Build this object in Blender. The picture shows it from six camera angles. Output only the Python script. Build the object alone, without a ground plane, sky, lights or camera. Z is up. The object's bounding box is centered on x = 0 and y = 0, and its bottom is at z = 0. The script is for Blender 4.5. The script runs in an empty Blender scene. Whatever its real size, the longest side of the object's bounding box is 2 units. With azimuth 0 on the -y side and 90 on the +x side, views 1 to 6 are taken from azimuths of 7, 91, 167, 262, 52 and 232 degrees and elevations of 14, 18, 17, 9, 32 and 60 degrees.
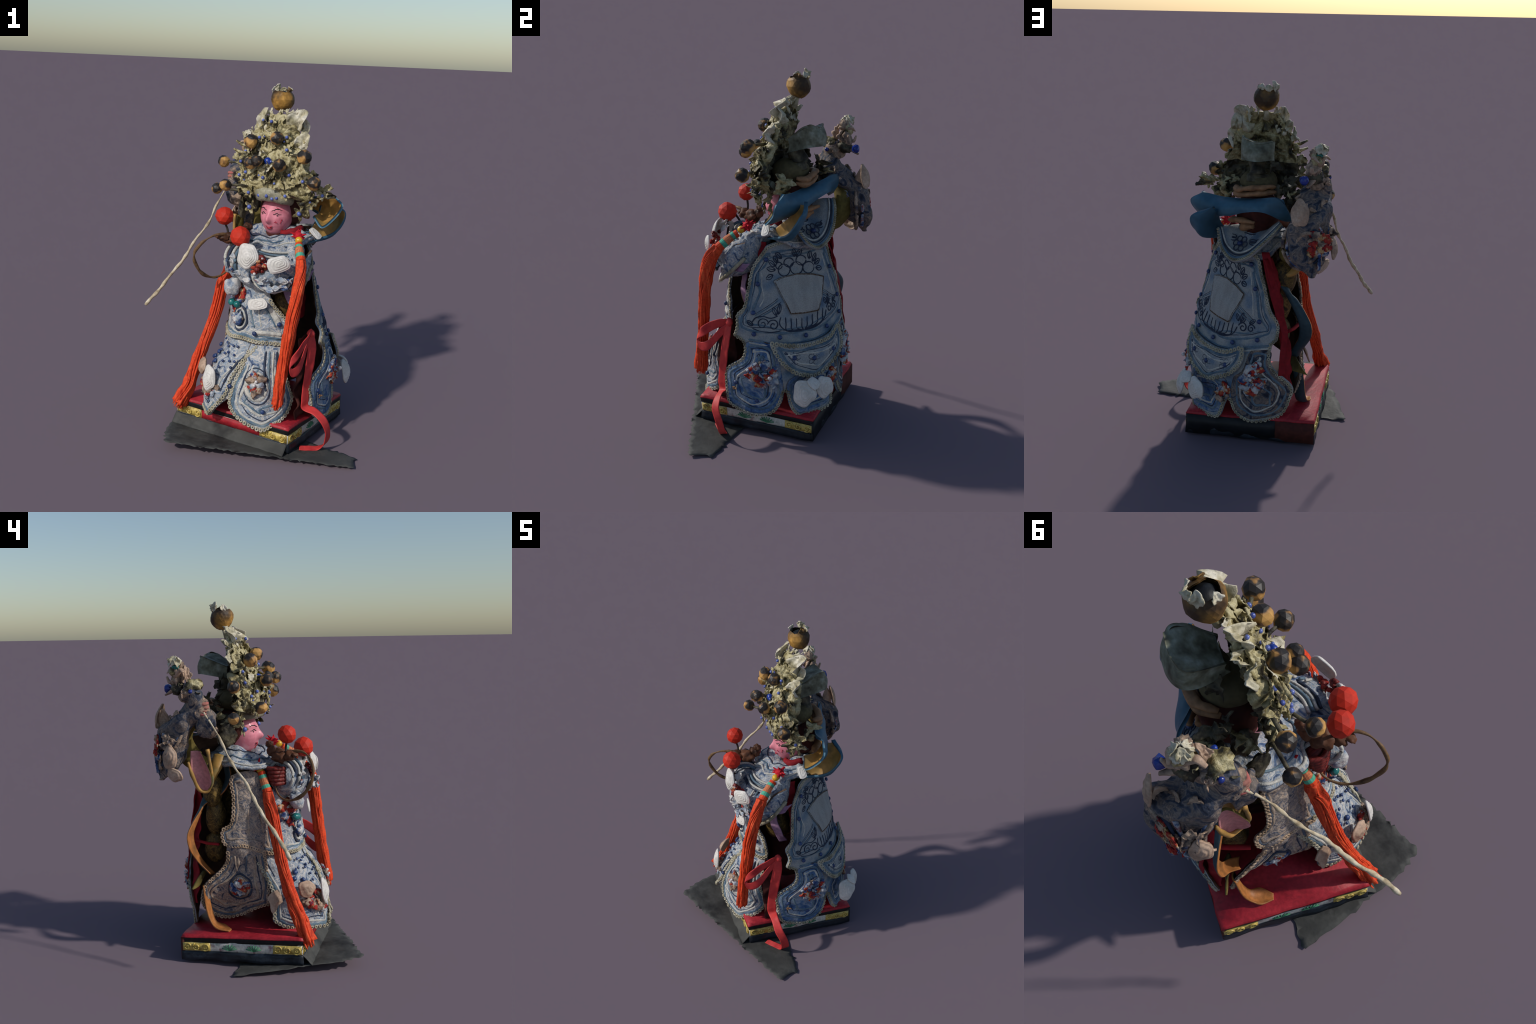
import bpy, bmesh, math, random
import numpy as np
from mathutils import Vector, Matrix, noise
from mathutils.geometry import delaunay_2d_cdt

R = random.Random(7)
# ------------------------------------------------------------------ helpers
def lin(r, g, b):
    f = lambda c: (c/255/12.92 if c/255 <= .04045 else ((c/255+.055)/1.055)**2.4)
    return (f(r), f(g), f(b), 1)

def V(*a): return np.array(a, float)
def unit(v): v = np.asarray(v, float); return v/max(1e-9, np.linalg.norm(v))
def nz(P, s, seed=0.0): return noise.noise(Vector((P[0]*s+seed*3.1, P[1]*s+seed*1.7, P[2]*s+seed)))

ROOT = bpy.data.objects.new("deity_figurine", None)
bpy.context.scene.collection.objects.link(ROOT)
ROOT["label"] = "dressed Chinese temple deity figurine with tall foil crown"
ROOT["category"] = "figurine"

def empty(name, parent=ROOT):
    o = bpy.data.objects.new(name, None); bpy.context.scene.collection.objects.link(o); o.parent = parent; return o

def add(name, verts, faces, mats, parent=ROOT, smooth=True, idx=None, kind=None):
    me = bpy.data.meshes.new(name)
    me.from_pydata([tuple(map(float, v)) for v in verts], [], [tuple(map(int, f)) for f in faces])
    for m in (mats if isinstance(mats, (list, tuple)) else [mats]): me.materials.append(M[m])
    if idx is not None: me.polygons.foreach_set("material_index", np.asarray(idx, dtype=np.int32))
    me.polygons.foreach_set("use_smooth", [bool(smooth)]*len(me.polygons))
    me.validate(); me.update()
    o = bpy.data.objects.new(name, me); bpy.context.scene.collection.objects.link(o); o.parent = parent
    if kind: o["kind"] = kind
    return o

class Bag:
    """collects pieces that share one mesh"""
    def __init__(self): self.v = []; self.f = []; self.i = []
    def put(self, v, f, i=0):
        n = len(self.v); self.v.extend(list(v)); self.f.extend([tuple(k+n for k in q) for q in f]); self.i.extend([i]*len(f)); return self
    def make(self, name, mats, parent=ROOT, smooth=True, kind=None):
        return add(name, self.v, self.f, mats, parent, smooth, self.i, kind)

def smooth_path(pts, n, closed=False):
    pts = np.asarray(pts, float); m = len(pts)
    if closed: ext = np.vstack([pts[-1:], pts, pts[:2]])
    else: ext = np.vstack([2*pts[:1]-pts[1:2], pts, 2*pts[-1:]-pts[-2:-1]])
    out = []; segs = m if closed else m-1
    for k in range(n if closed else n):
        u = k*segs/(n if closed else n-1); i = min(int(u), segs-1); t = u-i
        a, b, c, d = ext[i], ext[i+1], ext[i+2], ext[i+3]
        out.append(.5*((2*b)+(-a+c)*t+(2*a-5*b+4*c-d)*t*t+(-a+3*b-3*c+d)*t**3))
    return np.array(out)

def resample(pts, step, closed=False):
    P = np.asarray(pts, float)
    if closed: P = np.vstack([P, P[:1]])
    s = np.r_[0, np.cumsum(np.linalg.norm(np.diff(P, axis=0), axis=1))]
    n = max(2, int(round(s[-1]/step)))
    t = np.linspace(0, s[-1], n+1)
    if closed: t = t[:-1]
    return np.stack([np.interp(t, s, P[:, k]) for k in range(P.shape[1])], 1)

def tube(path, rad, sides=8, flat=1.0, rough=0.0, seed=0, caps=True, up=V(0, 0, 1), ridges=None):
    """swept round; rad is one number or one per path point; flat squashes across `up`"""
    path = np.asarray(path, float); n = len(path)
    rad = np.full(n, rad) if np.isscalar(rad) else np.interp(np.linspace(0, 1, n), np.linspace(0, 1, len(rad)), rad)
    v = []; f = []
    for i in range(n):
        t = unit(path[min(i+1, n-1)]-path[max(i-1, 0)])
        s = np.cross(t, up); s = unit(s) if np.linalg.norm(s) > .08 else unit(np.cross(t, V(1, 0, 0)))
        w = np.cross(s, t)
        for k in range(sides):
            a = 2*math.pi*k/sides; r = rad[i]
            if ridges is not None: r *= ridges(k, i/n)
            P = path[i]+s*math.cos(a)*r+w*math.sin(a)*r*flat
            if rough: P = P+(s*math.cos(a)+w*math.sin(a))*rough*nz(P, 22, seed)
            v.append(P)
    for i in range(n-1):
        for k in range(sides):
            j = (k+1) % sides; f.append((i*sides+k, i*sides+j, (i+1)*sides+j, (i+1)*sides+k))
    if caps:
        f.append(tuple(range(sides-1, -1, -1))); f.append(tuple((n-1)*sides+k for k in range(sides)))
    return v, f

def loft(rings, closed_ends=True):
    n = len(rings[0]); v = [p for r in rings for p in r]; f = []
    for i in range(len(rings)-1):
        for k in range(n):
            j = (k+1) % n; f.append((i*n+k, i*n+j, (i+1)*n+j, (i+1)*n+k))
    if closed_ends:
        f.append(tuple(range(n-1, -1, -1))); f.append(tuple((len(rings)-1)*n+k for k in range(n)))
    return v, f

_ico = {}
def ico(sub):
    if sub not in _ico:
        bm = bmesh.new(); bmesh.ops.create_icosphere(bm, subdivisions=sub, radius=1)
        bm.verts.ensure_lookup_table()
        _ico[sub] = ([V(*v.co) for v in bm.verts], [tuple(v.index for v in q.verts) for q in bm.faces]); bm.free()
    return _ico[sub]

def basis(n, up=V(0, 0, 1)):
    n = unit(n); s = np.cross(up, n); s = unit(s) if np.linalg.norm(s) > 1e-3 else V(1, 0, 0)
    return s, np.cross(n, s), n          # right, up, out

def blob(c, r, sub=2, amp=0.0, freq=6, seed=0, axes=None):
    r = (r, r, r) if np.isscalar(r) else r; vs, fs = ico(sub)
    ax = axes or (V(1, 0, 0), V(0, 1, 0), V(0, 0, 1)); out = []
    for d in vs:
        k = 1+amp*nz(d, freq/4, seed+c[0]*9)+amp*.5*nz(d, freq/2, seed+5)
        out.append(np.asarray(c)+sum(ax[j]*d[j]*r[j]*k for j in range(3)))
    return out, fs

def foil(c, n, up, w, h, shape="leaf", seed=0, thick=.0035, bend=.25, crumple=.12, rings=5, seg=26, lobes=5):
    """a stamped thin leaf / star / disc with crumpled relief, two faces and a rim"""
    s, u, o = basis(n, up); top = []; rr = random.Random(seed); ph = rr.random()*6
    def rad(a):
        if shape == "leaf":
            return 1/(abs(math.cos(a))**1.5+abs(math.sin(a))**1.2)*(1+.08*math.sin(7*a+ph))
        if shape == "star": return .72+.28*math.cos(lobes*a)
        if shape == "rag": return .8+.25*math.sin(3*a+ph)+.18*math.sin(7*a+ph*2)
        return 1.0
    def pt(q, a):
        x, y = math.cos(a)*q*rad(a), math.sin(a)*q*rad(a); L = max(w, h)
        zz = bend*L*(x*x*.6-.35*abs(y)) + crumple*L*nz((x*1.7, y*1.7, seed), 1.5, seed)
        return np.asarray(c)+s*x*w/2+u*y*h/2+o*zz
    top.append(pt(0, 0))
    for i in range(1, rings+1):
        for k in range(seg): top.append(pt(i/rings, 2*math.pi*k/seg+math.pi/2))
    f = [(0, 1+k, 1+(k+1) % seg) for k in range(seg)]
    for i in range(rings-1):
        for k in range(seg):
            j = (k+1) % seg; a = 1+i*seg; b = a+seg; f.append((a+k, b+k, b+j, a+j))
    n0 = len(top); bot = [p-o*thick for p in top]
    fb = [tuple(reversed([k+n0 for k in q])) for q in f]; L = 1+(rings-1)*seg
    rim = [(L+k, L+k+n0, L+(k+1) % seg+n0, L+(k+1) % seg) for k in range(seg)]
    return top+bot, f+fb+rim

def shell_plate(c, n, up, w, h, seed=0, dome=.25, ridges=5, thick=.008, notch=.06, shape=0):
    """white appliqué plate: domed, with concentric ridges"""
    s, u, o = basis(n, up); rings, seg = 22, 44; top = []
    def rad(a):
        if shape == 0: return 1+notch*math.sin(3*a+seed)+.05*math.sin(5*a+seed*2)
        if shape == 1: return (1-.25*max(0, math.sin(a+.3)))*(1/(max(abs(math.cos(a)), abs(math.sin(a)))))**.55
        return 1/(abs(math.cos(a))**1.3+abs(math.sin(a)))+.1*math.sin(3*a)
    L = (w+h)/2
    def pt(q, a):
        x, y = math.cos(a)*q*rad(a), math.sin(a)*q*rad(a)
        zz = dome*L*(.5-.5*q*q)+.013*L*math.sin(q*ridges*6.3+1.2*math.sin(2*a+seed))*min(1, 3*q)*min(1, (1-q)*6+.2)
        return np.asarray(c)+s*(x*w/2+.1*w*(1-q))+u*y*h/2+o*zz
    top.append(pt(0, 0))
    for i in range(1, rings+1):
        for k in range(seg): top.append(pt(i/rings, 2*math.pi*k/seg))
    f = [(0, 1+k, 1+(k+1) % seg) for k in range(seg)]
    for i in range(rings-1):
        for k in range(seg):
            j = (k+1) % seg; a = 1+i*seg; b = a+seg; f.append((a+k, b+k, b+j, a+j))
    n0 = len(top); bot = [p-o*thick for p in top]; LL = 1+(rings-1)*seg
    fb = [tuple(reversed([k+n0 for k in q])) for q in f]
    rim = [(LL+k, LL+k+n0, LL+(k+1) % seg+n0, LL+(k+1) % seg) for k in range(seg)]
    return top+bot, f+fb+rim

def ribbon(name, path, sides, mats, parent, thick=.006, n=60, cup=0.0, m=8, rough=0.0, seed=0):
    """band along path; sides[i] is the half-width vector there; cup bends it across; mats (front, back)"""
    P = smooth_path(path, n); S = smooth_path(sides, n); v = []; nv = []
    for i in range(n):
        t = unit(P[min(i+1, n-1)]-P[max(i-1, 0)]); o = unit(np.cross(S[i], t)); w = np.linalg.norm(S[i])
        for k in range(m+1):
            x = -1+2*k/m; Q = P[i]+S[i]*x+o*cup*w*(x*x-.4)
            if rough: Q = Q+o*rough*nz(Q, 18, seed)
            v.append(Q); nv.append(Q-o*thick)
    f = []; idx = []; N = len(v)
    for i in range(n-1):
        for k in range(m):
            a = i*(m+1)+k; q = (a, a+1, a+m+2, a+m+1); f.append(q); idx.append(0)
            f.append(tuple(reversed([j+N for j in q]))); idx.append(1)
    for i in range(n-1):
        for k in (0, m):
            a = i*(m+1)+k; b = a+m+1; q = (a, b, b+N, a+N); f.append(q if k == 0 else tuple(reversed(q))); idx.append(1)
    for i in (0, n-1):
        for k in range(m):
            a = i*(m+1)+k; q = (a, a+N, a+1+N, a+1); f.append(q if i == 0 else tuple(reversed(q))); idx.append(1)
    return add(name, v+nv, f, mats, parent, True, idx)

def hermite(knots, vals, x):
    """smooth curve through vals at knots, straight beyond the ends"""
    k = np.asarray(knots, float); v = np.asarray(vals, float); n = len(k)
    m = np.empty_like(v)
    m[0] = (v[1]-v[0])/(k[1]-k[0]); m[-1] = (v[-1]-v[-2])/(k[-1]-k[-2])
    for i in range(1, n-1):
        a, b = k[i]-k[i-1], k[i+1]-k[i]
        m[i] = ((v[i]-v[i-1])/a*b + (v[i+1]-v[i])/b*a)/(a+b)
    if x <= k[0]: return v[0]+m[0]*(x-k[0])
    if x >= k[-1]: return v[-1]+m[-1]*(x-k[-1])
    i = int(np.searchsorted(k, x)-1); h = k[i+1]-k[i]; t = (x-k[i])/h
    return ((1+2*t)*(1-t)**2*v[i] + t*(1-t)**2*h*m[i] + t*t*(3-2*t)*v[i+1] + t*t*(t-1)*h*m[i+1])

class Patch:
    """a hanging cloth: p runs along the hem in metres, q is the height"""
    def __init__(self, ps, rows):
        self.ps = ps; self.qs = [r[0] for r in rows]
        self.rows = [np.array([(x, y, r[0]) for x, y in r[1]], float) for r in rows]
    def __call__(self, p, q):
        if p in self.__dict__.setdefault('c', {}): col = self.c[p]
        else: col = self.c[p] = np.array([hermite(self.ps, r, p) for r in self.rows])
        return hermite(self.qs, col, q)
    def frame(self, p, q, e=.004):
        P = self(p, q); a = self(p+e, q)-self(p-e, q); b = self(p, q+e)-self(p, q-e)
        n = np.cross(a, b); return P, a/np.linalg.norm(a), b/np.linalg.norm(b), n/np.linalg.norm(n)

ROBE = Patch([0, .155, .30, .46, .61, .765, .91], [
    (.10, [(.385, -.35), (.455, -.185), (.485, 0), (.465, .14), (.36, .265), (.20, .325), (.02, .335)]),
    (.22, [(.38, -.35), (.46, -.175), (.488, 0), (.46, .145), (.355, .275), (.195, .342), (.02, .355)]),
    (.40, [(.375, -.33), (.475, -.16), (.49, 0), (.43, .155), (.325, .285), (.18, .365), (.01, .39)]),
    (.60, [(.405, -.30), (.45, -.15), (.449, -.007), (.382, .139), (.296, .264), (.17, .35), (.03, .38)]),
    (.73, [(.385, -.265), (.418, -.15), (.408, 0), (.357, .135), (.275, .255), (.16, .335), (.02, .366)]),
    (.90, [(.355, -.245), (.373, -.125), (.345, -.015), (.295, .125), (.23, .25), (.13, .32), (.01, .345)]),
    (1.10, [(.32, -.20), (.335, -.11), (.315, -.03), (.275, .10), (.21, .22), (.12, .28), (0, .30)]),
])
SKIRT = Patch([0, .13, .25, .39, .53, .665, .83, 1.0, 1.14], [
    (.12, [(.31, -.36), (.21, -.455), (.105, -.478), (-.06, -.485), (-.20, -.425), (-.275, -.26), (-.24, -.08), (-.195, .08), (-.15, .22)]),
    (.25, [(.30, -.345), (.20, -.43), (.09, -.455), (-.06, -.455), (-.20, -.395), (-.265, -.25), (-.235, -.08), (-.19, .085), (-.14, .22)]),
    (.40, [(.285, -.33), (.185, -.405), (.07, -.425), (-.06, -.405), (-.18, -.345), (-.235, -.23), (-.215, -.07), (-.175, .09), (-.13, .212)]),
    (.52, [(.275, -.31), (.175, -.365), (.06, -.375), (-.05, -.34), (-.14, -.27), (-.175, -.175), (-.18, -.04), (-.165, .09), (-.135, .198)]),
    (.60, [(.27, -.285), (.17, -.322), (.055, -.318), (-.04, -.28), (-.11, -.225), (-.145, -.13), (-.16, -.02), (-.16, .09), (-.14, .188)]),
    (.72, [(.26, -.275), (.16, -.305), (.055, -.302), (-.03, -.262), (-.09, -.21), (-.125, -.12), (-.145, -.02), (-.147, .09), (-.128, .185)]),
    (.85, [(.245, -.25), (.15, -.275), (.055, -.28), (-.02, -.245), (-.075, -.185), (-.11, -.11), (-.13, -.01), (-.133, .08), (-.112, .165)]),
    (1.05, [(.24, -.22), (.14, -.23), (.055, -.225), (-.01, -.20), (-.06, -.15), (-.10, -.09), (-.12, 0), (-.118, .08), (-.09, .155)]),
])
SIDE = Patch([0, .10, .18, .25, .31, .38], [
    (.17, [(-.03, .305), (0, .21), (-.003, .134), (-.02, .063), (-.06, .01), (-.09, -.05)]),
    (.26, [(-.06, .30), (-.03, .215), (-.03, .135), (-.05, .063), (-.09, .01), (-.115, -.05)]),
    (.42, [(-.10, .275), (-.095, .20), (-.10, .13), (-.115, .07), (-.135, .01), (-.155, -.05)]),
    (.60, [(-.125, .25), (-.135, .19), (-.15, .13), (-.155, .08), (-.158, .02), (-.16, -.04)]),
    (.70, [(-.13, .24), (-.14, .185), (-.155, .13), (-.158, .08), (-.16, .02), (-.16, -.04)]),
])
# ------------------------------------------------------------------ materials
M = {}
def material(name, cols, scale=8, detail=4, rough=.8, bump=.15, bscale=60, kind="noise", distort=0.0, stops=None,
             grain=.12, metal=0.0, spec=.3, coat=0.0, stretch=(1, 1, 1), hard=False):
    m = bpy.data.materials.new(name); m.use_nodes = True; nt = m.node_tree; N = nt.nodes; L = nt.links
    b = N["Principled BSDF"]; b.inputs["Roughness"].default_value = rough; b.inputs["Metallic"].default_value = metal
    b.inputs["Specular IOR Level"].default_value = spec; b.inputs["Coat Weight"].default_value = coat
    tc = N.new("ShaderNodeTexCoord"); mp = N.new("ShaderNodeMapping"); L.new(tc.outputs["Object"], mp.inputs["Vector"])
    mp.inputs["Scale"].default_value = stretch
    if kind == "wave":
        t = N.new("ShaderNodeTexWave"); t.inputs["Scale"].default_value = scale; t.inputs["Distortion"].default_value = distort
        t.inputs["Detail"].default_value = detail; t.inputs["Detail Scale"].default_value = 1.6; out = t.outputs["Fac"]
    elif kind == "voronoi":
        t = N.new("ShaderNodeTexVoronoi"); t.inputs["Scale"].default_value = scale; out = t.outputs["Distance"]
    else:
        t = N.new("ShaderNodeTexNoise"); t.inputs["Scale"].default_value = scale; t.inputs["Detail"].default_value = detail
        t.inputs["Distortion"].default_value = distort; out = t.outputs["Fac"]
    L.new(mp.outputs["Vector"], t.inputs["Vector"])
    cr = N.new("ShaderNodeValToRGB"); e = cr.color_ramp; n = len(cols)
    if hard: e.interpolation = "CONSTANT"
    st = stops or ([.5] if n == 1 else [.3+.4*i/(n-1) for i in range(n)])
    while len(e.elements) < n: e.elements.new(.5)
    while len(e.elements) > max(1, n): e.elements.remove(e.elements[-1])
    for i, c in enumerate(cols): e.elements[i].position = st[i]; e.elements[i].color = lin(*c)
    L.new(out, cr.inputs["Fac"])
    g = N.new("ShaderNodeTexNoise"); g.inputs["Scale"].default_value = bscale; g.inputs["Detail"].default_value = 3
    L.new(tc.outputs["Object"], g.inputs["Vector"])
    mr = N.new("ShaderNodeMapRange"); mr.inputs["From Min"].default_value = .3; mr.inputs["From Max"].default_value = .7
    mr.inputs["To Min"].default_value = 1-grain*2; mr.inputs["To Max"].default_value = 1+grain
    L.new(g.outputs["Fac"], mr.inputs["Value"])
    mx = N.new("ShaderNodeVectorMath"); mx.operation = "SCALE"
    L.new(cr.outputs["Color"], mx.inputs[0]); L.new(mr.outputs["Result"], mx.inputs["Scale"])
    L.new(mx.outputs["Vector"], b.inputs["Base Color"])
    if bump:
        bp = N.new("ShaderNodeBump"); bp.inputs["Strength"].default_value = bump; bp.inputs["Distance"].default_value = .01
        L.new(g.outputs["Fac"], bp.inputs["Height"]); L.new(bp.outputs["Normal"], b.inputs["Normal"])
    M[name] = m; return m

material("cloth_front", [(46, 56, 84), (92, 112, 140), (172, 172, 170), (122, 140, 160), (198, 193, 186), (136, 148, 162), (70, 92, 128)], 13, 4, distort=2.2,
         stops=[.27, .37, .44, .5, .57, .64, .73], bscale=90, bump=.5)
material("cloth_side", [(46, 50, 68), (88, 94, 108), (164, 148, 134), (112, 110, 114), (180, 160, 142), (70, 74, 92)], 14, 4, distort=2.2,
         stops=[.28, .38, .46, .52, .6, .72], bscale=90, bump=.5)
material("cloth_back", [(76, 104, 134), (118, 134, 148), (158, 159, 157), (142, 148, 152), (96, 120, 144)], 5.5, 3, bscale=140, bump=.25, grain=.1)
material("cloth_lobe", [(46, 78, 126), (84, 116, 154), (140, 152, 166), (66, 100, 146)], 11, 4, distort=1.5, bscale=120, bump=.4, grain=.14)
material("cloth_sleeve", [(36, 40, 54), (66, 72, 86), (126, 114, 106), (88, 84, 86), (150, 130, 114), (42, 48, 66)], 11, 4, distort=2,
         stops=[.3, .42, .5, .56, .63, .72], bscale=90, bump=.5)
material("basket_cloth", [(150, 151, 149), (170, 169, 165), (158, 157, 153)], 18, 3, kind="noise", stretch=(1, 1, .15), bscale=260, bump=.4, grain=.12)
material("cord_white", [(158, 160, 158), (190, 188, 180), (206, 202, 192)], 20, bscale=160, bump=.3)
material("cord_blue", [(72, 95, 116), (94, 116, 132), (118, 133, 141)], 12, bscale=120)
material("cord_navy", [(40, 48, 66), (56, 66, 86)], 20)
material("cord_tan", [(120, 104, 92), (160, 142, 126), (178, 160, 142)], 20, bscale=160, bump=.3)
material("cord_slate", [(62, 72, 88), (84, 94, 108), (104, 108, 114)], 14, bscale=120)
material("braid", [(120, 112, 92), (170, 162, 138), (190, 184, 166)], 16, bscale=150)
material("braid_side", [(126, 104, 80), (178, 152, 126), (188, 168, 146)], 16, bscale=150)
material("stud", [(26, 44, 86), (44, 70, 118)], 14, rough=.35, spec=.5)
material("lining", [(70, 54, 44), (104, 84, 68)], 9)
material("red_cloth", [(122, 16, 26), (156, 26, 36)], 6, bump=.1)
material("maroon_cloth", [(52, 22, 20), (84, 40, 32), (64, 30, 26)], 9)
material("gold_cloth", [(36, 27, 16), (70, 54, 26), (112, 88, 42), (60, 46, 24), (136, 110, 58)], 26, 3, distort=1.5, rough=.6, stops=[.32, .42, .5, .56, .68])
material("foil_brow", [(112, 108, 92), (150, 146, 124), (168, 162, 138)], 18, 3, rough=.45, bscale=90, bump=.3, spec=.5)
material("dark_cloth", [(28, 24, 24), (52, 42, 36)], 10)
material("lilac_cloth", [(128, 98, 128), (158, 124, 150)], 10)
material("red_ribbon", [(176, 40, 46), (204, 62, 60), (186, 48, 52)], 9, rough=.55, bump=.05, grain=.06)
material("tassel_orange", [(186, 46, 18), (226, 80, 38), (206, 60, 26), (234, 94, 52)], 34, 3, stretch=(1, 1, .08), rough=.7, bscale=90)
material("band_green", [(64, 150, 124), (96, 182, 152)], 20)
material("band_salmon", [(206, 122, 82), (222, 146, 100), (190, 110, 76)], 24, kind="wave", distort=2)
material("gold_bead", [(206, 152, 24), (226, 178, 46)], 10, rough=.3, spec=.6)
material("knot_red", [(166, 16, 30), (206, 34, 50)], 18)
material("pompom", [(182, 36, 20), (206, 54, 32)], 5, rough=.6, bump=.03, grain=.05)
material("ball", [(36, 32, 30), (62, 52, 44), (150, 110, 62), (196, 150, 84)], 13, 2, stops=[.44, .49, .53, .62], rough=.5, bump=.05, grain=.06, spec=.4)
material("gourd", [(66, 50, 34), (112, 84, 46), (172, 128, 62), (200, 152, 76)], 7, 3, stops=[.42, .52, .62, .70], rough=.55, bump=.08)
material("foil", [(42, 37, 24), (94, 84, 50), (160, 148, 104), (192, 182, 142), (112, 98, 58)], 15, 6, distort=.6, stops=[.35, .43, .5, .6, .72], rough=.5, bscale=110, bump=.5, spec=.5)  # dark olive stops paint the shadowed crevices between the petals
material("foil_pale", [(150, 142, 108), (196, 188, 162), (212, 206, 190)], 14, 4, rough=.5, bscale=80, bump=.3, spec=.5)
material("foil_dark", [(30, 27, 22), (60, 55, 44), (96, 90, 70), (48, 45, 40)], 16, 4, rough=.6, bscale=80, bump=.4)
material("paddle_dark", [(40, 34, 28), (66, 56, 44), (96, 86, 70)], 14, 2, rough=.6, bscale=70, bump=.3)
material("hat_cloth", [(66, 60, 42), (100, 90, 62), (84, 76, 54)], 8, 3, bump=.15)
material("paddle", [(74, 72, 58), (116, 118, 100), (146, 152, 138)], 20, 2, rough=.6, bscale=70, bump=.3)
material("gem_blue", [(54, 70, 150), (110, 128, 196)], 20, rough=.3, spec=.6)
material("gem_deep", [(20, 40, 120), (30, 64, 160)], 10, rough=.25, spec=.6)
material("gem_teal", [(16, 84, 86), (40, 136, 130)], 12, rough=.2, spec=.7)
material("silver_bead", [(196, 190, 190), (216, 212, 210)], 10, rough=.25, spec=.7)
material("skin", [(198, 102, 120), (222, 138, 152), (212, 120, 136), (228, 158, 168)], 9, 3, rough=.45, bump=.06, bscale=60, grain=.04, coat=.2)  # palest pinks lightened for the highlights on the face
material("skin_chip", [(140, 30, 50), (170, 52, 72)], 14)
material("eye_ink", [(44, 34, 38), (60, 46, 50)], 10, rough=.4)
material("lip", [(158, 44, 60), (178, 60, 74)], 12, rough=.4)
material("hand_red", [(96, 30, 26), (140, 56, 48), (116, 40, 36)], 24, kind="wave", distort=2, rough=.5)
material("shell", [(196, 192, 184), (216, 212, 206), (206, 200, 192)], 10, rough=.55, bscale=90, bump=.15, grain=.07)
material("shell_tan", [(130, 108, 92), (178, 150, 128), (196, 172, 152)], 10, rough=.6, bscale=90, bump=.2)
material("sash_blue", [(44, 76, 92), (58, 98, 120), (78, 120, 140)], 5, 3, rough=.45, bump=.05, grain=.05)
material("sash_dark", [(40, 58, 66), (56, 76, 84)], 6, rough=.5, bump=.05)
material("sash_yellow", [(128, 104, 60), (184, 140, 76), (150, 118, 62), (124, 120, 84)], 8, 3, rough=.5, bump=.08, grain=.06)
material("sash_orange", [(138, 88, 46), (176, 114, 62), (116, 80, 46)], 9, 3, rough=.5, bump=.08)
material("olive_cloth", [(70, 60, 28), (116, 102, 50), (92, 80, 38)], 9, 3, bump=.1)
material("pink_cloth", [(188, 118, 122), (214, 150, 152)], 6, bump=.05, rough=.5)
material("fist_pink", [(140, 96, 86), (178, 100, 94), (160, 120, 104)], 16)
material("wood_pale", [(150, 132, 104), (196, 180, 150), (212, 200, 176)], 26, 3, rough=.7, bscale=60)
material("wood_brown", [(70, 50, 32), (120, 92, 62), (96, 72, 46)], 24, 3, rough=.6)
material("beast_brown", [(56, 34, 24), (104, 66, 44), (80, 48, 32)], 14, 4, rough=.6)
material("wire_dark", [(50, 42, 40), (74, 64, 58)], 14)
material("roll_tan", [(120, 88, 62), (164, 122, 86), (140, 104, 74)], 12, rough=.6)
material("lacquer_black", [(16, 17, 20), (30, 32, 36)], 12, rough=.5, bump=.15)
material("lacquer_blue", [(18, 21, 26), (32, 38, 46), (46, 56, 68)], 9, rough=.45, bump=.2)
material("lacquer_red", [(146, 26, 38), (172, 42, 52), (158, 32, 44)], 5, 3, rough=.5, bump=.12)
material("frieze_white", [(150, 120, 122), (196, 192, 184), (206, 204, 196), (170, 178, 164)], 34, 3, rough=.6)
material("frieze_green", [(60, 120, 88), (90, 150, 116)], 20)
material("gilt", [(150, 122, 52), (206, 182, 96), (178, 150, 68)], 22, 3, rough=.4, spec=.6)
material("tape", [(44, 44, 43), (74, 74, 71), (58, 58, 56)], 5, 4, rough=.7, bump=.2, bscale=40, grain=.08)
material("scrap_red", [(36, 44, 84), (120, 26, 30), (176, 52, 44), (150, 60, 40), (196, 150, 104), (186, 176, 172)], 26, 3, stops=[.30, .38, .47, .54, .60, .68], bscale=120, bump=.4)
material("scrap_blue", [(32, 38, 66), (44, 66, 116), (84, 104, 138), (172, 172, 174), (140, 66, 58), (116, 126, 146)], 24, 3, stops=[.30, .40, .48, .55, .62, .67], bscale=120, bump=.4)
material("scrap_tan", [(52, 54, 72), (96, 84, 78), (150, 128, 110), (182, 158, 136), (120, 104, 96)], 24, 3, stops=[.3, .4, .5, .6, .7], bscale=120, bump=.4)
material("scrap_white", [(96, 112, 140), (150, 160, 172), (196, 194, 192), (206, 202, 198)], 24, 3, bscale=120, bump=.4)
material("patch_red", [(150, 28, 26), (186, 58, 48), (120, 30, 34)], 30)
material("patch_gold", [(170, 130, 80), (206, 176, 130)], 30)
material("patch_blue", [(24, 44, 110), (44, 78, 150)], 30)
material("patch_white", [(190, 184, 182), (216, 210, 208)], 30)

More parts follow.
